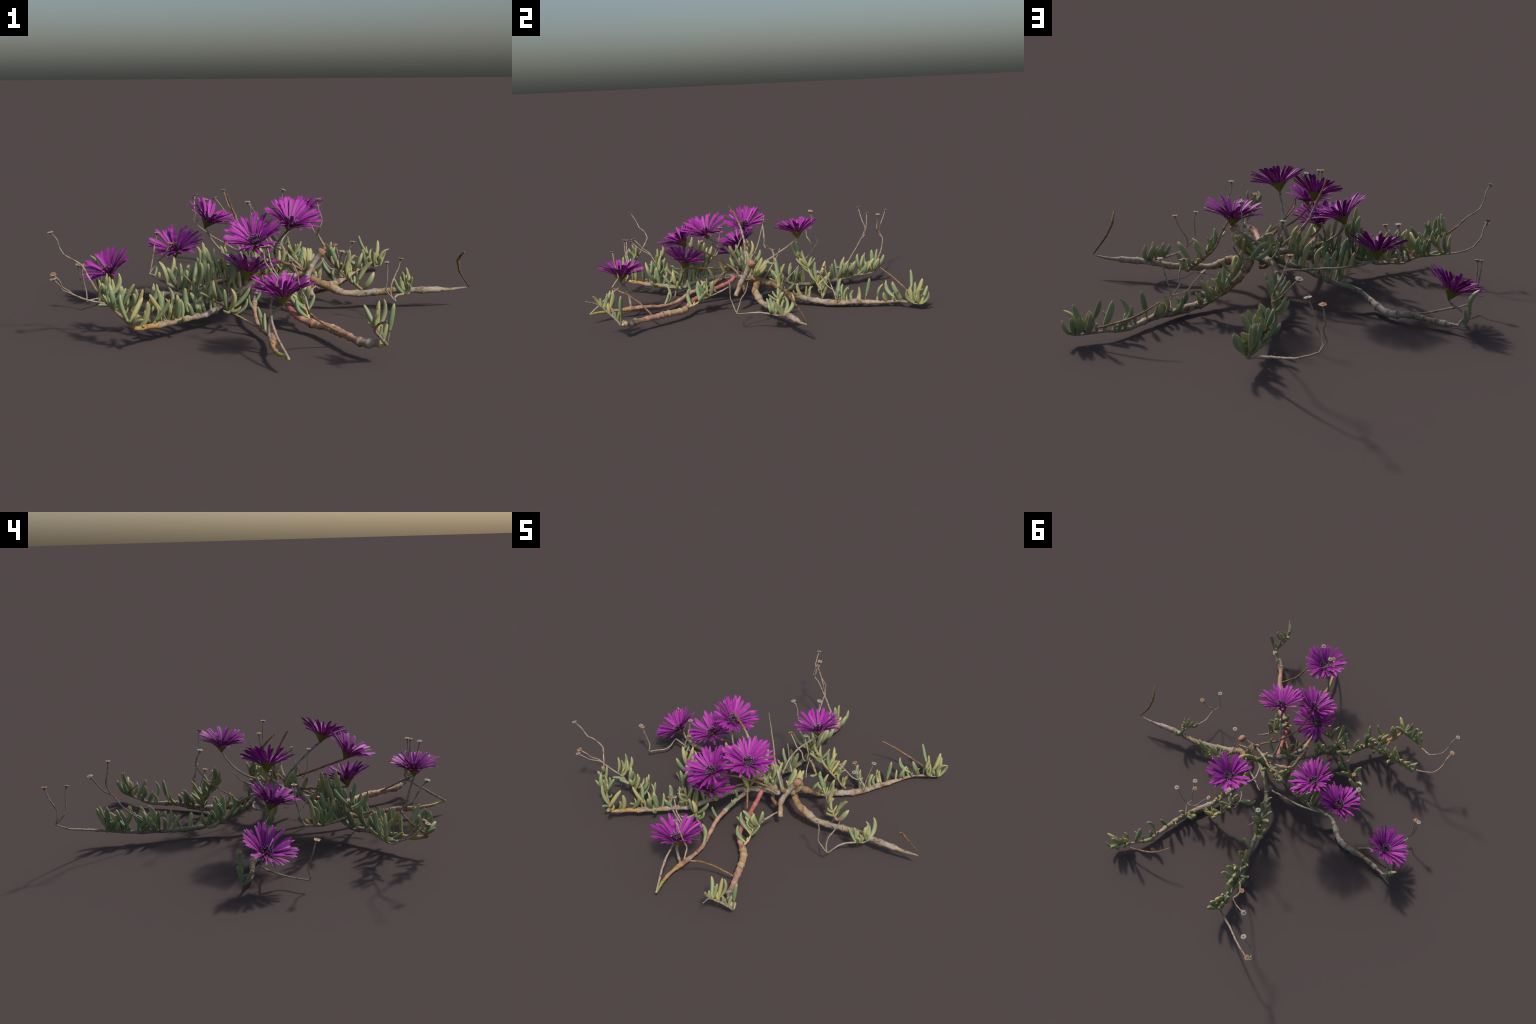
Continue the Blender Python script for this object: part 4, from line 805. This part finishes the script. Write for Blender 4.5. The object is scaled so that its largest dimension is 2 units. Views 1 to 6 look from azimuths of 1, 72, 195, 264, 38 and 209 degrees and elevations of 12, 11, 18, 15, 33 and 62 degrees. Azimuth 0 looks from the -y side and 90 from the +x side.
# ------------------------------------------------------------------ dry seed heads
# spine, end it sits on, colour
HEADS = [
    ("tall_dry_stalk", 0, "pale"), ("back_dry_stalk", 0, "pale"), ("leafy_shoot", 0, "pale"), ("dry_fork", 0, "brown"),
    ("left_shoot_a", 1, "pale"), ("left_shoot_b", 1, "pale"), ("left_fork_b", 1, "brown"), ("left_dry_stalk", 1, "brown"), ("left_dry_fork", 1, "pale"),
    ("inner_dry_a", 1, "pale"), ("inner_dry_b", 1, "brown"), ("front_dry_stalk", 0, "pale"), ("front_left_dry_stalk", 1, "pale"),
    ("front_left_dry_fork", 1, "brown"), ("right_dry_stalk", 1, "pale"), ("right_dry_fork", 1, "brown"), ("far_dry_a", 1, "brown"),
    ("far_dry_b", 1, "pale"), ("far_dry_c", 1, "pale"), ("far_dry_d", 1, "pale"), ("back_end_a", 1, "pale"), ("back_end_b", 1, "brown"),
    ("back_mid_a", 1, "pale"), ("back_mid_b", 1, "brown"),
]


def head_mesh(colour, seed):
    local = random.Random(seed)
    prof = [(.0032, -.012), (.0042, -.006), (.0062, -.002), (.0115, -.0004), (.0128, .0008), (.0126, .0020), (.0095, .0016), (.0062, .0014), (.0050, .0022), (.0022, .0028), (.0004, .0030)]
    sides = 24
    verts, faces, fm = [], [], []
    ph = local.uniform(0, 6)
    for r, z in prof:
        for k in range(sides):
            a = 2 * math.pi * k / sides
            rag = 0
            if r > .009:
                rag = (.05 if colour == "pale" else .16) * math.cos(8 * a + ph) + local.uniform(-.05, .05) * (1 if colour == "pale" else 2)
            dz = (.0004 if colour == "pale" else .0009) * math.cos(3 * a + ph) * (r / .0128)
            if .004 < r < .011 and z > .001:
                dz -= .0007 * (.5 + .5 * math.cos(10 * a))
            verts.append((r * (1 + rag) * math.cos(a), r * (1 + rag) * math.sin(a), z + dz))
    for i in range(len(prof) - 1):
        for k in range(sides):
            k2 = (k + 1) % sides
            faces.append((i * sides + k, i * sides + k2, (i + 1) * sides + k2, (i + 1) * sides + k))
            fm.append(1 if i < 2 or i >= 8 else 0)
    faces.append(tuple((len(prof) - 1) * sides + k for k in range(sides)))
    fm.append(1)
    ob = mesh_object("seed_head", verts, faces, [("pale_disc" if colour == "pale" else "brown_disc"), "node_bark"], fm)
    me = ob.data
    bpy.data.objects.remove(ob)
    return me


def grow_heads(plant):
    kinds = {c: [head_mesh(c, s) for s in (1, 2, 3)] for c in ("pale", "brown")}
    for name, end, colour in HEADS:
        path, s, fr, table, stalk = PATHS[name]
        p = path[-1 if end else 0]
        t = fr[-1][0] if end else -fr[0][0]
        ax = (t * .5 + Vector((0, 0, .9))).normalized()
        ob = bpy.data.objects.new("seed_head", rng.choice(kinds[colour]))
        bpy.context.scene.collection.objects.link(ob)
        ob.parent = stalk
        sc = rng.uniform(.92, 1.08)
        ob.matrix_local = Matrix.Translation(p) @ ax.to_track_quat("Z", "Y").to_matrix().to_4x4() @ Matrix.Rotation(rng.uniform(0, 6.28), 4, "Z") @ Matrix.Scale(sc, 4)


# ------------------------------------------------------------------ the plant
def fork(spine, u0, shift, keep=.0):
    """A sister stalk: leaves the parent spine at fraction u0 and ends shifted beside it."""
    pts = [Vector(q) for q in SPINES[spine]]
    n = len(pts)
    i0 = int(u0 * (n - 1))
    out = []
    for i in range(i0, n):
        t = (i - i0) / max(1, n - 1 - i0)
        out.append(tuple(pts[i] + Vector(shift) * min(1, t * 1.3)))
    return out


def build():
    make_materials()
    plant = bpy.data.objects.new("flowering_succulent", None)
    plant.empty_display_size = .2
    bpy.context.scene.collection.objects.link(plant)
    plant["label"] = "sprawling succulent with finger-like leaves and purple daisy-like flowers"
    plant["category"] = "flowering succulent"
    SPINES["left_fork_b"] = fork("left_shoot_b", .72, (-.003, .014, .016))
    SPINES["left_dry_fork"] = fork("left_dry_stalk", .72, (-.016, .004, .002))
    for name in SPINES:
        stem(name, plant)
    grow_leaves(plant)
    grow_heads(plant)
    grow_flowers(plant)


build()
